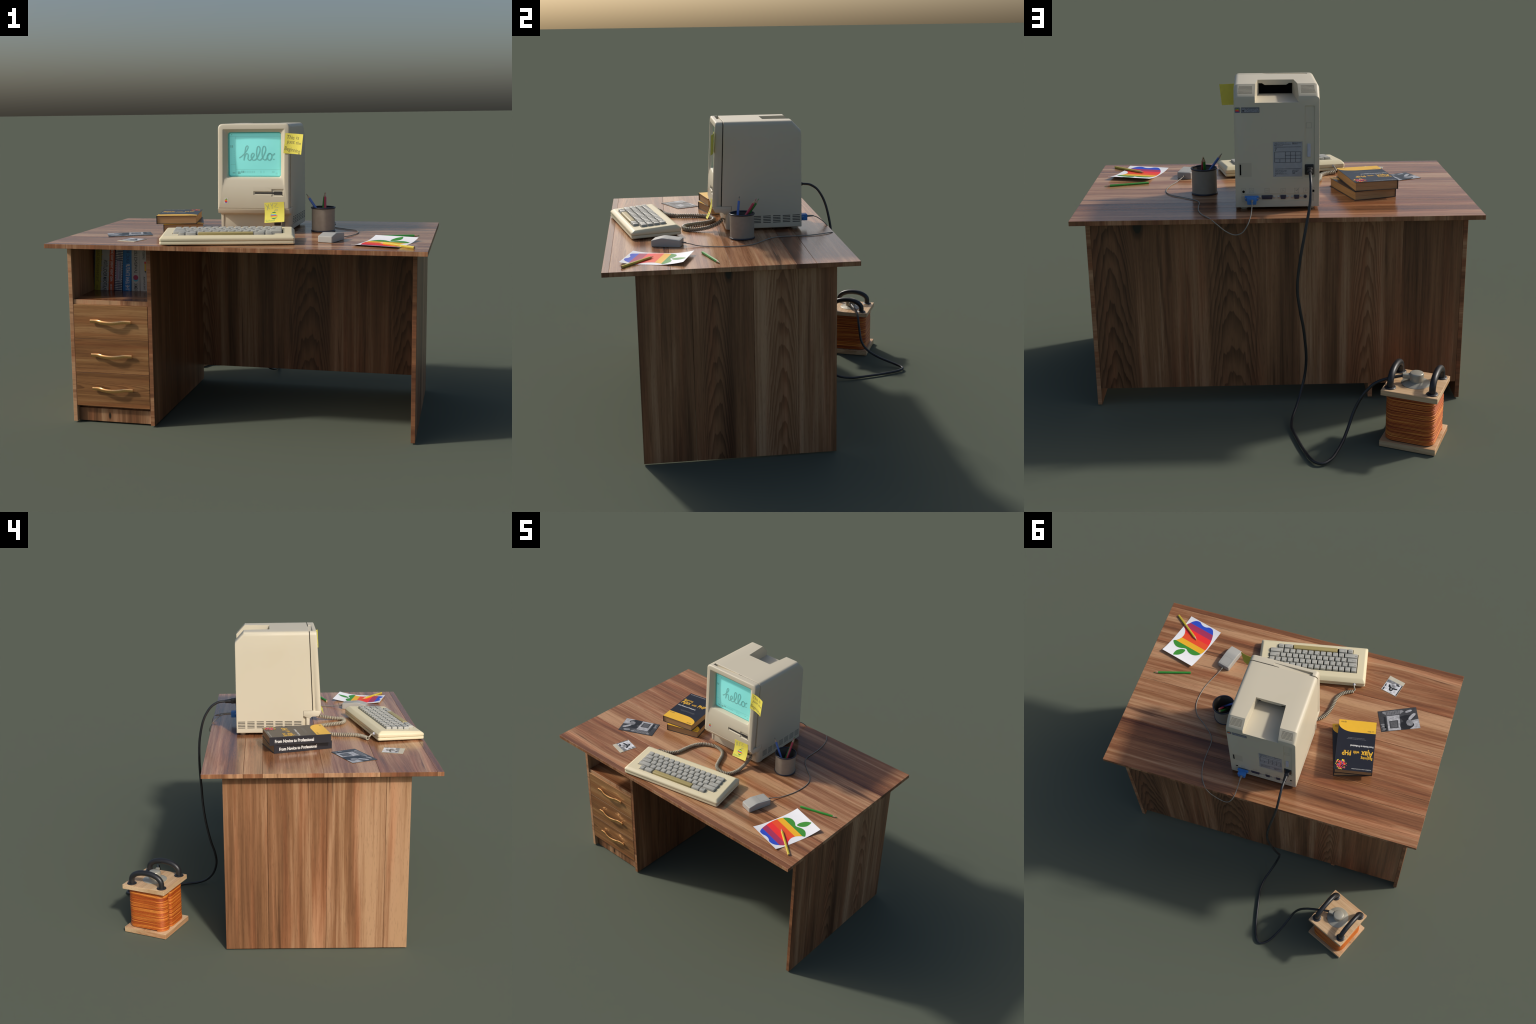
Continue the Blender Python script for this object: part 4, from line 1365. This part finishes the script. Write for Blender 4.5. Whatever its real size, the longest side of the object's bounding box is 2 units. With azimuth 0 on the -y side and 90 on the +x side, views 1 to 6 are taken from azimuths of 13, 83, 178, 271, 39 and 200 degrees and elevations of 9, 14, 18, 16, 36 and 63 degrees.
# ------------------------------------------------------------------ paper things
def sheet(name, fn, nu, nv, mat, th, label, category):
    """thin curved sheet with real thickness, as a single mesh"""
    verts, faces = [], []
    for h in (0.0, -th):
        for j in range(nv + 1):
            for i in range(nu + 1):
                verts.append(fn(i / nu, j / nv, h))
    o = (nu + 1) * (nv + 1)
    for j in range(nv):
        for i in range(nu):
            a, b, c, d = j * (nu + 1) + i, j * (nu + 1) + i + 1, (j + 1) * (nu + 1) + i + 1, (j + 1) * (nu + 1) + i
            faces += [(a, b, c, d), (o + d, o + c, o + b, o + a)]
    rim = [i for i in range(nu + 1)] + [j * (nu + 1) + nu for j in range(1, nv + 1)] + [nv * (nu + 1) + i for i in range(nu - 1, -1, -1)] + [j * (nu + 1) for j in range(nv - 1, 0, -1)]
    for a, b in zip(rim, rim[1:] + rim[:1]):
        faces.append((b, a, o + a, o + b))
    e = thing(name, label, category, fn(0.5, 0.5, 0))
    ob = obj('sheet', verts, faces, mat, e, smooth=40)
    return e


def build_paper():
    A, B, D, C_ = Vector((.6105, -.7545, 0)), Vector((.843, -.821, 0)), Vector((.7014, -.446, 0)), Vector((.9315, -.512, 0))

    def fn(u, t, h):
        p = A * (1 - u) * (1 - t) + B * u * (1 - t) + C_ * u * t + D * (1 - u) * t
        zz = TOP + 0.0012 + 0.0095 * max(0, (0.3 - t) / 0.3) ** 2 + 0.0185 * max(0, (t - 0.55) / 0.45) ** 2
        return Vector((p.x, p.y, zz + h))
    e = sheet('drawing', fn, 10, 28, M['paper'], 0.0006, 'white paper with a rainbow striped fruit drawing', 'drawing')
    d = Decal(fn, 0.0004)
    fruit(d, 0, 1, 0, 1, 0, 26)
    d.done('drawn_fruit', [M[k] for k in BAND_MATS], e, 60)
    adopt_all(e)


def build_notes():
    # note stuck to the bezel edge, bowing forward to the right
    c00, c10, c11, c01 = Vector((0.1729, -0.3009, 1.4714)), Vector((0.2766, -0.3217, 1.4645)), Vector((0.2878, -0.3153, 1.5748)), Vector((0.1843, -0.2975, 1.5823))

    def fn(u, v, h):
        p = c00 * (1 - u) * (1 - v) + c10 * u * (1 - v) + c11 * u * v + c01 * (1 - u) * v
        y = -0.2965 - 0.0050 * (1 - v) - 0.0035 * (v * 0) - 0.021 * max(0, (u - 0.22) / 0.78) ** 1.9
        return Vector((p.x, y - 0.0006 - h, p.z))
    e = sheet('sticky_note', fn, 18, 6, M['note'], 0.0006, 'square yellow sticky note with handwriting', 'sticky note')
    d = Decal(fn, 0.0003)
    for body, u0, u1, v0, v1, sl in (('This', 0.10, 0.52, 0.73, 0.92, -0.06), ('is', 0.62, 0.78, 0.73, 0.90, -0.06), ('just', 0.12, 0.56, 0.45, 0.675, -0.03), ('the', 0.64, 0.92, 0.49, 0.64, -0.1), ('Beginning', 0.04, 0.93, 0.10, 0.36, -0.13)):
        vs, fs = fit_box(body, u0, u1, v0, v1, shear=0.12)
        d.add([(a, b + sl * (a - u0)) for a, b in vs], fs, 0)
    d.done('handwriting', [M['note_ink']], e)
    adopt_all(e)
    # note hanging from the chin, curling forward at the foot
    c00, c10, c11, c01 = Vector((0.0708, -0.3424, 1.0864)), Vector((0.1836, -0.3427, 1.0947)), Vector((0.176, -0.313, 1.2030)), Vector((0.0646, -0.316, 1.1960))

    def fn2(u, v, h):
        p = c00 * (1 - u) * (1 - v) + c10 * u * (1 - v) + c11 * u * v + c01 * (1 - u) * v
        y = -0.3150 - 0.0003 - 0.0285 * max(0, (1 - v - 0.18) / 0.82) ** 2.0 - 0.0018 * (1 - v)
        return Vector((p.x, y - h, p.z))
    e = sheet('sticky_note', fn2, 6, 18, M['note'], 0.0006, 'yellow sticky note with striped fruit doodle', 'sticky note')
    d = Decal(fn2, 0.0003)
    for pts in ([(0.04, 0.93), (0.14, 0.78), (0.27, 0.66)], [(0.21, 0.92), (0.16, 0.74), (0.12, 0.62)], [(0.31, 0.94), (0.37, 0.84)], [(0.42, 0.95), (0.38, 0.82), (0.38, 0.68)], [(0.48, 0.95), (0.66, 0.94), (0.50, 0.76), (0.70, 0.73)]):
        d.stroke(pts, 0.020, 0, 0, 4, False)
    d.stroke([(0.51, 0.52), (0.51, 0.58), (0.56, 0.62), (0.66, 0.62), (0.62, 0.57), (0.52, 0.58)], 0.014, 0, 0, 4)
    # round doodle with coloured bands
    ocx, ocy, orx, ory = 0.47, 0.335, 0.165, 0.175
    bands = [(-1.0, -0.62, 2), (-0.62, -0.25, 3), (-0.25, 0.05, 4), (0.05, 0.36, 5), (0.36, 0.68, 3), (0.68, 1.0, 2)]
    for b0, b1, mi in bands:
        up, dn = [], []
        for k in range(7):
            s = b0 + (b1 - b0) * k / 6
            w = math.sqrt(max(0, 1 - s * s))
            wr = w - (0.30 * max(0, 1 - ((s - 0.15) / 0.35) ** 2) if -0.2 < s < 0.5 else 0)
            up.append((ocx - orx * w, ocy + ory * s))
            dn.append((ocx + orx * wr, ocy + ory * s))
        d.add(up + dn, [(i, i + 7, i + 8, i + 1) for i in range(6)], mi)
    d.stroke([(ocx + orx * math.cos(a), ocy + ory * math.sin(a)) for a in [k * math.pi / 12 for k in range(5, 25)]], 0.014, 0, 0.0002, 2)
    vs, fs = fit_box('School', 0.05, 0.52, 0.03, 0.14, shear=0.1)
    d.add([(a, b + 0.06 * (a - 0.05)) for a, b in vs], fs, 1)
    d.done('handwriting', [M['note_blue'], M['note_green'], M['c_green'], M['c_lemon'], M['c_red'], M['c_cyan']], e)
    adopt_all(e)


def build_photos():
    def flat(a, b, c_, dd):
        a, b, c_, dd = (Vector((*q, 0)) for q in (a, b, c_, dd))
        def fn(u, v, h):
            p = a * (1 - u) * (1 - v) + b * u * (1 - v) + c_ * u * v + dd * (1 - u) * v
            return Vector((p.x, p.y, TOP + 0.0022 + h))
        return fn
    G = [M['g%d' % i] for i in range(6)] + [M['cream_card']]
    # wide photograph: a desk computer beside a dark seated figure
    fn = flat((-0.7611, -0.5854), (-0.5387, -0.4837), (-0.6004, -0.3476), (-0.8245, -0.4469))
    e = sheet('photograph', fn, 2, 2, M['g1'], 0.0016, 'black and white photograph of a desk computer', 'photograph')
    d = Decal(fn, 0.0003)
    d.rect(0, 1, 0, 1, 1)
    d.poly([(0.0, 0.56), (0.24, 0.62), (0.26, 1.0), (0.0, 1.0)], 4, 0.0001)
    d.blob([(0.14, 0.80), (0.20, 0.92), (0.30, 0.98), (0.42, 0.97), (0.50, 0.86), (0.48, 0.68), (0.40, 0.60), (0.47, 0.40), (0.30, 0.32), (0.12, 0.36), (0.08, 0.46), (0.20, 0.58)], 0, 0.0002)
    d.blob([(0.18, 0.62), (0.17, 0.78), (0.22, 0.86), (0.30, 0.84), (0.33, 0.66), (0.27, 0.56)], 3, 0.0003)
    d.blob([(0.05, 0.34), (0.20, 0.56), (0.26, 0.55), (0.22, 0.42), (0.10, 0.28)], 4, 0.0003)
    d.blob([(0.12, 0.14), (0.26, 0.22), (0.30, 0.16), (0.18, 0.09)], 4, 0.0003)
    d.blob([(0.20, 0.86), (0.26, 0.97), (0.40, 0.98), (0.50, 0.86), (0.46, 0.70), (0.36, 0.64), (0.34, 0.78), (0.27, 0.84)], 0, 0.0004)
    d.poly([(0.47, 0.28), (0.80, 0.28), (0.82, 0.98), (0.50, 0.99)], 4, 0.0002)
    d.poly([(0.53, 0.52), (0.76, 0.53), (0.77, 0.88), (0.55, 0.89)], 1, 0.0003)
    d.poly([(0.56, 0.56), (0.73, 0.57), (0.74, 0.84), (0.58, 0.85)], 2, 0.0004)
    d.rect(0.62, 0.74, 0.385, 0.40, 1, 0.0003)
    d.poly([(0.33, 0.13), (0.44, 0.24), (0.80, 0.24), (0.90, 0.10), (0.88, 0.05), (0.40, 0.06)], 3, 0.0002)
    for r in range(4):
        for k in range(9):
            d.rect(0.44 + k * 0.042, 0.44 + k * 0.042 + 0.03, 0.075 + r * 0.04, 0.075 + r * 0.04 + 0.026, 1, 0.0003)
    d.poly([(0.83, 0.30), (0.88, 0.30), (0.90, 0.98), (0.85, 0.98)], 0, 0.0002)
    for k, (u, v, r, g) in enumerate(((0.93, 0.80, 0.045, 2), (0.94, 0.66, 0.035, 3), (0.91, 0.88, 0.03, 3), (0.95, 0.93, 0.03, 2), (0.93, 0.74, 0.02, 4))):
        d.disc(u, v, r, g, 0.0002 + 0.0001 * k, 12, 0.65)
    d.done('photo_print', G, e)
    adopt_all(e)
    # small instant photograph with a cream border
    fn = flat((-0.5457, -0.7642), (-0.5157, -0.6505), (-0.6203, -0.6232), (-0.6514, -0.7364))
    e = sheet('photograph', fn, 2, 2, M['cream_card'], 0.0016, 'small black and white instant photograph with border', 'photograph')
    d = Decal(fn, 0.0003)
    d.rect(0.23, 0.985, 0.015, 0.985, 5)
    d.rect(0.23, 0.97, 0.93, 0.985, 0, 0.0001)
    d.poly([(0.23, 0.02), (0.45, 0.02), (0.40, 0.4), (0.30, 0.62), (0.23, 0.95)], 3, 0.0001)
    d.poly([(0.30, 0.02), (0.34, 0.02), (0.33, 0.30), (0.30, 0.30)], 2, 0.0002)
    d.poly([(0.40, 0.36), (0.62, 0.32), (0.64, 0.66), (0.40, 0.70)], 4, 0.0002)
    d.poly([(0.44, 0.42), (0.57, 0.40), (0.58, 0.60), (0.44, 0.62)], 3, 0.0003)
    d.blob([(0.53, 0.24), (0.66, 0.30), (0.70, 0.44), (0.70, 0.58), (0.64, 0.80), (0.56, 0.82), (0.60, 0.64), (0.62, 0.50), (0.58, 0.38), (0.50, 0.30)], 0, 0.0003)
    d.blob([(0.68, 0.38), (0.82, 0.40), (0.86, 0.50), (0.80, 0.60), (0.68, 0.58)], 0, 0.0004)
    d.disc(0.73, 0.50, 0.045, 4, 0.0005, 14)
    d.poly([(0.78, 0.05), (0.98, 0.05), (0.98, 0.12), (0.78, 0.12)], 0, 0.0002)
    d.poly([(0.55, 0.05), (0.72, 0.05), (0.72, 0.11), (0.55, 0.11)], 0, 0.0002)
    d.blob([(0.28, 0.66), (0.36, 0.60), (0.40, 0.80), (0.32, 0.84)], 1, 0.0002)
    d.done('photo_print', G, e)
    adopt_all(e)


# ------------------------------------------------------------------ books
def desk_book(corner, ang, zb, W=0.232, L=0.3475, H=0.0455, cover=0.0020):
    """paperback-like hardcover lying flat; local x = width from the spine, y = length, z up"""
    B = thing('book', 'thick black book with yellow foot band lying flat', 'book', (corner[0], corner[1], zb))
    B.rotation_euler = (0, 0, ang)
    box('page_block', 0.003, W - 0.006, 0.004, L - 0.004, cover, H - cover, M['pages'], B)
    box('book_spine', -0.0005, 0.0022, 0, L, 0.0, H, M['b_black'], B, 0.0006, 2)
    box('book_cover', 0.0024, W, 0, L, H - cover, H, M['b_black'], B, 0.0005, 1)
    box('book_cover', 0.0024, W, 0, L, 0.0, cover, M['b_black'], B, 0.0005, 1)
    for zz, sgn in ((H, 1), (0.0, -1)):
        fm = (lambda zz, sgn: lambda u, v, h: Vector((u * W, v * L, zz + sgn * h)))(zz, sgn)
        d = Decal(fm, 0.0003)
        # foot band with one rounded shoulder
        band = [(0.003, 0.0), (0.999, 0.0), (0.999, 0.075)] + [(0.60 + 0.399 * math.cos(a), 0.075 + 0.160 * math.sin(a)) for a in [k * math.pi / 20 for k in range(1, 11)]] + [(0.003, 0.235)]
        d.poly(band, 0)
        if sgn > 0:
            d.add(*fit_text('Ajax', 0.028, 0.335, 0.60, bold=0.018), 0, 0.0001)
            d.add(*fit_text('with', 0.385, 0.545, 0.608, bold=0.01), 0, 0.0001)
            d.add(*fit_text('PHP', 0.60, 0.835, 0.61, bold=0.018), 0, 0.0001)
            d.add(*fit_text('Beginning', 0.035, 0.335, 0.715, bold=0.012), 0, 0.0001)
            d.add(*fit_text('From Novice to Professional', 0.031, 0.638, 0.49, bold=0.02), 1, 0.0001)
            d.add(*fit_box('Learn to build rich internet applications', 0.244, 0.75, 0.368, 0.382), 2, 0.0001)
            d.add(*fit_box('with this hands-on starting guide', 0.28, 0.72, 0.345, 0.359), 2, 0.0001)
            d.add(*fit_box('THE EXPERTS VOICE IN WEB DEVELOPMENT', 0.036, 0.553, 0.951, 0.966), 1, 0.0001)
            d.add(*fit_text('Lee Babin', 0.05, 0.22, 0.185), 3, 0.0001)
            d.add(*fit_text('apress', 0.80, 0.94, 0.03, shear=0.2), 3, 0.0001)
            R = random.Random(11)
            for k in range(150):
                a, q = R.uniform(0, 6.28), math.sqrt(R.random())
                u, v = 0.835 + 0.145 * q * math.cos(a), 0.893 + 0.098 * q * math.sin(a)
                r = R.uniform(0.006, 0.015)
                if u + r > 0.995 or v + r > 0.995:
                    continue
                mi = R.choice([4, 4, 5, 5, 5, 7, 3, 8]) if q < 0.72 else R.choice([6, 0, 3, 3, 5, 3])
                d.disc(u, v, r, mi, 0.0001 + 0.000004 * k, 9, 0.67)
        d.done('cover_print', [M['b_yellow'], M['b_white'], M['b_gray'], M['b_black'], M['c_red'], M['c_purple'], M['c_lemon'], M['c_orange'], M['p_blue']], B)
    # title on the spine, read from the spine side
    sm = lambda u, v, h: Vector((-0.0005 - h, L - u, v))
    d = Decal(sm, 0.0003)
    d.add(*fit_box('From Novice to Professional', 0.030, 0.250, 0.0135, 0.0325, bold=0.03), 0)
    d.done('spine_title', [M['b_white']], B)
    return B


def shelf_book(x0, w, lean, col, h, depth, name_text, ink, size, extra=None):
    """upright book whose spine faces the front; lean = top offset in x"""
    B = thing('book', 'upright book on the shelf with printed spine', 'book', (x0, -0.447, 0.6955))
    B.rotation_euler = (0, math.atan2(lean, h), 0)
    m = plain('spine_paint', col, 0.45, vary=0.05)
    box('book_cover', 0.0, w - 0.0006, 0, depth, 0, h, m, B, 0.002, 2, 40)
    box('page_block', 0.002, w - 0.0026, 0.004, depth + 0.0006, 0.001, h + 0.0006, M['paper'], B)
    fm = lambda u, v, hh: Vector((u, -hh, v))
    d = Decal(fm, 0.0003)
    mats = [ink]
    if name_text:
        # letters run up the spine, upside down and mirrored as the print shows
        for body, z0, z1, u0, u1 in name_text:
            vs, fs = fit_box(body, z0, z1, u0, u1, bold=0.015)
            d.add([(q[1] * w, q[0]) for q in vs], fs, 0)
    if extra:
        mats += extra(d, w, h)
    d.done('spine_print', mats, B)
    return B


def build_books():
    desk_book((-0.5180, -0.3575), math.radians(17.4), TOP + 0.0005, L=0.3400, H=0.0465)
    desk_book((-0.5622, -0.3499), math.radians(10.7), TOP + 0.0005 + 0.0475, H=0.0470)
    dk = plain('spine_ink_dark', (0.03, 0.03, 0.03), 0.5)
    wh = M['b_white']
    shelf_book(-0.9200, 0.0012, 0.016, (0.012, 0.012, 0.012), 0.275, 0.19, None, dk, 1)
    shelf_book(-0.9180, 0.0370, 0.021, (0.40, 0.34, 0.04), 0.285, 0.19, [('THE INNOVATORS DILEMMA', 0.05, 0.27, 0.25, 0.68), ('HARPER', 0.005, 0.033, 0.3, 0.6)], plain('spine_ink_olive', (0.16, 0.13, 0.03), 0.5), 1)

    def ticks(d, w, h):
        for k in range(8):
            z = 0.015 + k * 0.032
            for u in (0.02, 0.88):
                d.rect(u * w, (u + 0.1) * w, z, z + 0.004, 1)
        return [M['b_yellow']]
    shelf_book(-0.8805, 0.0490, 0.022, (0.50, 0.50, 0.47), 0.280, 0.185, [('PLATFORM REVOLUTION', 0.005, 0.178, 0.28, 0.76)], dk, 1, ticks)
    shelf_book(-0.8300, 0.0320, 0.018, (0.62, 0.10, 0.035), 0.282, 0.185, [('AND THEN THERE WAS ONE', 0.052, 0.24, 0.25, 0.72), ('MIND', 0.004, 0.038, 0.3, 0.62)], wh, 1)

    def dots(d, w, h):
        for j in range(28):
            for i in range(6):
                if 1 <= i <= 4 and 6 <= j <= 17:
                    continue
                d.rect((0.08 + i * 0.15) * w, (0.08 + i * 0.15 + 0.09) * w, 0.006 + j * 0.0098, 0.006 + j * 0.0098 + 0.0055, 1)
        d.rect(0.18 * w, 0.84 * w, 0.062, 0.176, 2, -0.0001)
        d.add(*[[(q[1] * w, q[0]) for q in fit_box('DEMOCRATIZING', 0.068, 0.17, 0.24, 0.40)[0]], fit_box('DEMOCRATIZING', 0.068, 0.17, 0.24, 0.40)[1]], 3, 0.0002)
        return [wh, plain('spine_panel_lilac', (0.42, 0.40, 0.52), 0.5), M['c_purple']]
    shelf_book(-0.7965, 0.0500, 0.020, (0.03, 0.035, 0.10), 0.284, 0.188, [('INNOVATION TO THE PEOPLE', 0.068, 0.172, 0.56, 0.76)], dk, 1, dots)
    shelf_book(-0.7445, 0.0530, 0.0135, (0.03, 0.22, 0.56), 0.288, 0.19, [('THE LEAN STARTUP', -0.0 + 0.004, 0.158, 0.34, 0.78)], wh, 1,
               lambda d, w, h: (d.add(*[[(q[1] * w, q[0]) for q in fit_box('ERIC RIES', 0.166, 0.262, 0.36, 0.72)[0]], fit_box('ERIC RIES', 0.166, 0.262, 0.36, 0.72)[1]], 1), [plain('spine_ink_navy', (0.015, 0.05, 0.16), 0.5)])[1])

    def discs(d, w, h):
        d.disc(0.50 * w, 0.0705, 0.0150, 2, 0.0001)
        d.disc(0.50 * w, 0.0790, 0.0150, 1, 0.0002)
        return [M['c_purple'], M['c_cyan']]
    shelf_book(-0.6890, 0.0500, 0.0070, (0.58, 0.56, 0.52), 0.280, 0.188, [('REMIX', 0.004, 0.046, 0.30, 0.70), ('LAWRENCE LESSIG', 0.106, 0.255, 0.34, 0.70)], dk, 1, discs)

    def pen(d, w, h):
        d.rect(0.56 * w, 0.74 * w, 0.118, 0.160, 1)
        d.rect(0.56 * w, 0.74 * w, 0.160, 0.172, 2)
        d.poly([(0.56 * w, 0.118), (0.65 * w, 0.104), (0.74 * w, 0.118)], 0)
        return [M['b_yellow'], M['c_red']]
    shelf_book(-0.6370, 0.0500, 0.0030, (0.60, 0.58, 0.55), 0.285, 0.19, [('THE AUTHOR', 0.008, 0.086, 0.40, 0.60), ('UNIVERSITY PRESS', 0.185, 0.265, 0.35, 0.62)], dk, 1, pen)
    shelf_book(-0.5860, 0.0420, 0.0015, (0.45, 0.30, 0.10), 0.270, 0.185, [('HANDBOOK', 0.05, 0.2, 0.3, 0.7)], dk, 1)
    shelf_book(-0.5430, 0.0480, 0.0010, (0.10, 0.12, 0.14), 0.282, 0.19, [('ATLAS', 0.05, 0.16, 0.3, 0.7)], wh, 1)


# ------------------------------------------------------------------ transformer
def build_transformer():
    T = thing('transformer', 'wooden ended copper wire coil with black handles', 'transformer', (-0.6345, 0.656, 0))
    ang = math.radians(-23.9)
    T.rotation_euler = (0, 0, ang)
    S = 0.1342
    for z0, z1, seed in ((0.0, 0.0300, 81), (0.2655, 0.2915, 84)):
        b = board('wooden_plate', -S, S, -S, S, z0, z1, M['pine'], {'x': M['pine_edge'], 'y': M['pine_edge']}, T, seed, 0.62, 'z', (0.03, 0.05, 0.008) if seed == 84 else (9, 9, 0), 0.0012)
    # winding: rounded square with a pinch in the middle of one flank
    def outline(r, k=88):
        base = rrect(-r, r, -r, r, 0.046, 8, 14)
        out = []
        for x, y in base:
            if y < -0.06:
                g = math.exp(-((x + 0.045) / 0.010) ** 2)
                y += 0.020 * g
            out.append((x, y))
        return out
    core = outline(0.1150)
    verts, faces = [], []
    n = len(core)
    for zz in (0.030, 0.2655):
        verts += [(x, y, zz) for x, y in core]
    faces = [(i, (i + 1) % n, n + (i + 1) % n, n + i) for i in range(n)]
    obj('coil_core', verts, faces, M['wire_core'], T, smooth=40)
    R = random.Random(5)
    hv, hf = [], []
    turns = 36
    o2 = outline(0.1170)
    path = []
    zlo, zhi = 0.0335, 0.2625
    ph = [R.uniform(-1, 1) for _ in range(turns + 1)]
    rad = [R.uniform(-0.0008, 0.0010) for _ in range(turns + 1)]
    for t in range(turns):
        for i, (x, y) in enumerate(o2):
            f = i / len(o2)
            zz = zlo + (zhi - zlo) * (t + f) / turns
            zz += 0.0011 * math.sin(2 * math.pi * f * 2 + ph[t] * 3) * (0.5 + 0.5 * ph[t])
            s = 1 + (rad[t] * (1 - f) + rad[t + 1] * f) / 0.11
            path.append(Vector((x * s, y * s, min(max(zz, 0.0332), 0.2623))))
    v, f = sweep_data(path, circle(0.0033, 7))
    w = obj('copper_winding', v, f, M['wire'], T, smooth=70)
    w['kind'] = 'stuff'
    # carrying handles
    for x in (-0.100, 0.100):
        y0, y1 = -0.101, 0.091
        ym, hw = (y0 + y1) / 2, (y1 - y0) / 2
        pts = [(x, y0, 0.292), (x, y0, 0.307)]
        for k in range(13):
            a = math.pi * k / 12
            ca, sa = -math.cos(a), math.sin(a)
            pts.append((x, ym + hw * math.copysign(abs(ca) ** 0.97, ca), 0.315 + 0.0525 * sa ** 0.92))
        pts += [(x, y1, 0.307), (x, y1, 0.292)]
        tube('handle', pts, 0.0158, M['rubber'], T, 16, 4)
        for yy in (y0, y1):
            lathe('handle_flange', [(0, 0), (0.0272, 0), (0.0272, 0.0030), (0.0245, 0.0055), (0.017, 0.0065), (0, 0.0065)], M['rubber'], T, 28, loc=(x, yy, 0.2915))
    # cap with terminal
    lathe('cap_disc', [(0, 0), (0.0690, 0), (0.0690, 0.002), (0.0630, 0.0045), (0.045, 0.0085), (0.034, 0.0120), (0, 0.013)], M['disc'], T, 56, loc=(0.0, 0.0, 0.2915))
    lathe('cap_knob', [(0, 0), (0.0330, 0), (0.0335, 0.004), (0.0335, 0.038), (0.0315, 0.0425), (0.0285, 0.0440), (0, 0.0440)], M['disc'], T, 48, loc=(-0.002, -0.003, 0.3010))
    Mi = (Matrix.Translation(T.location) @ Matrix.Rotation(ang, 4, 'Z')).inverted()
    con = [Mi @ Vector(p) for p in ((-0.612, 0.648, 0.3240), (-0.572, 0.644, 0.3270))]
    v, f = sweep_data(con, [(a * 0.0120, b * 0.0120) for a, b in rrect(-1, 1, -1, 1, 0.35, 3, 1)], up=(0, 0, 1))
    obj('cable_socket', v, f, M['disc'], T, smooth=40)
    # power cable up to the computer
    run = [(-0.1570, 0.2150, 1.2215), (-0.1555, 0.2550, 1.2210), (-0.1550, 0.3000, 1.2130), (-0.1545, 0.3450, 1.1780), (-0.1480, 0.3850, 1.1030), (-0.1260, 0.4110, 0.9850), (-0.1040, 0.4190, 0.8660), (-0.0890, 0.4180, 0.7500),
           (-0.0870, 0.4130, 0.6650), (-0.1000, 0.4070, 0.5700), (-0.1180, 0.3930, 0.4650), (-0.1310, 0.3660, 0.3400), (-0.1330, 0.3410, 0.2600), (-0.1260, 0.3320, 0.1850), (-0.1060, 0.3540, 0.1080), (-0.0810, 0.4000, 0.0520),
           (-0.0580, 0.4600, 0.0220), (-0.0500, 0.5300, 0.0110), (-0.0570, 0.5750, 0.0085), (-0.0750, 0.6620, 0.0078), (-0.0920, 0.7370, 0.0078), (-0.1210, 0.8370, 0.0090), (-0.1490, 0.8840, 0.0110), (-0.1820, 0.8915, 0.0110), (-0.2210, 0.8620, 0.0180),
           (-0.2510, 0.8170, 0.0310), (-0.2830, 0.7590, 0.0530), (-0.3130, 0.6990, 0.0900), (-0.3380, 0.6640, 0.1420), (-0.3760, 0.6560, 0.2210), (-0.4230, 0.6570, 0.2810), (-0.4590, 0.6560, 0.3040), (-0.4950, 0.6530, 0.3145), (-0.5400, 0.6470, 0.3220), (-0.5800, 0.6440, 0.3265)]
    v, f = sweep_data([Mi @ q for q in catmull(run, 10)], circle(0.0074, 12))
    obj('power_cable', v, f, M['rubber'], T, smooth=60)
    v, f = sweep_data([Mi @ Vector(p) for p in ((-0.1570, 0.1860, 1.2250), (-0.1570, 0.2130, 1.2235), (-0.1568, 0.2160, 1.2232))], [(a * 0.0150, b * 0.0135) for a, b in rrect(-1, 1, -1, 1, 0.3, 3, 1)], up=(0, 0, 1), scale=lambda t: 1.0 if t < 0.9 else 0.85)
    obj('power_plug', v, f, M['black'], T, smooth=40)
    v, f = sweep_data([Mi @ Vector(p) for p in ((-0.1568, 0.2150, 1.2230), (-0.1558, 0.2500, 1.2205))], circle(0.0128, 14), scale=lambda t: 1.0 - 0.2 * t)
    obj('cable_sleeve', v, f, M['black'], T, smooth=40)


build_desk()
build_computer()
build_keyboard()
build_mouse()
build_cup()
build_paper()
build_notes()
build_photos()
build_books()
build_transformer()
for o in list(bpy.data.objects):
    if o.type == 'EMPTY' and o.parent is None and 'label' not in o:
        bpy.data.objects.remove(o)
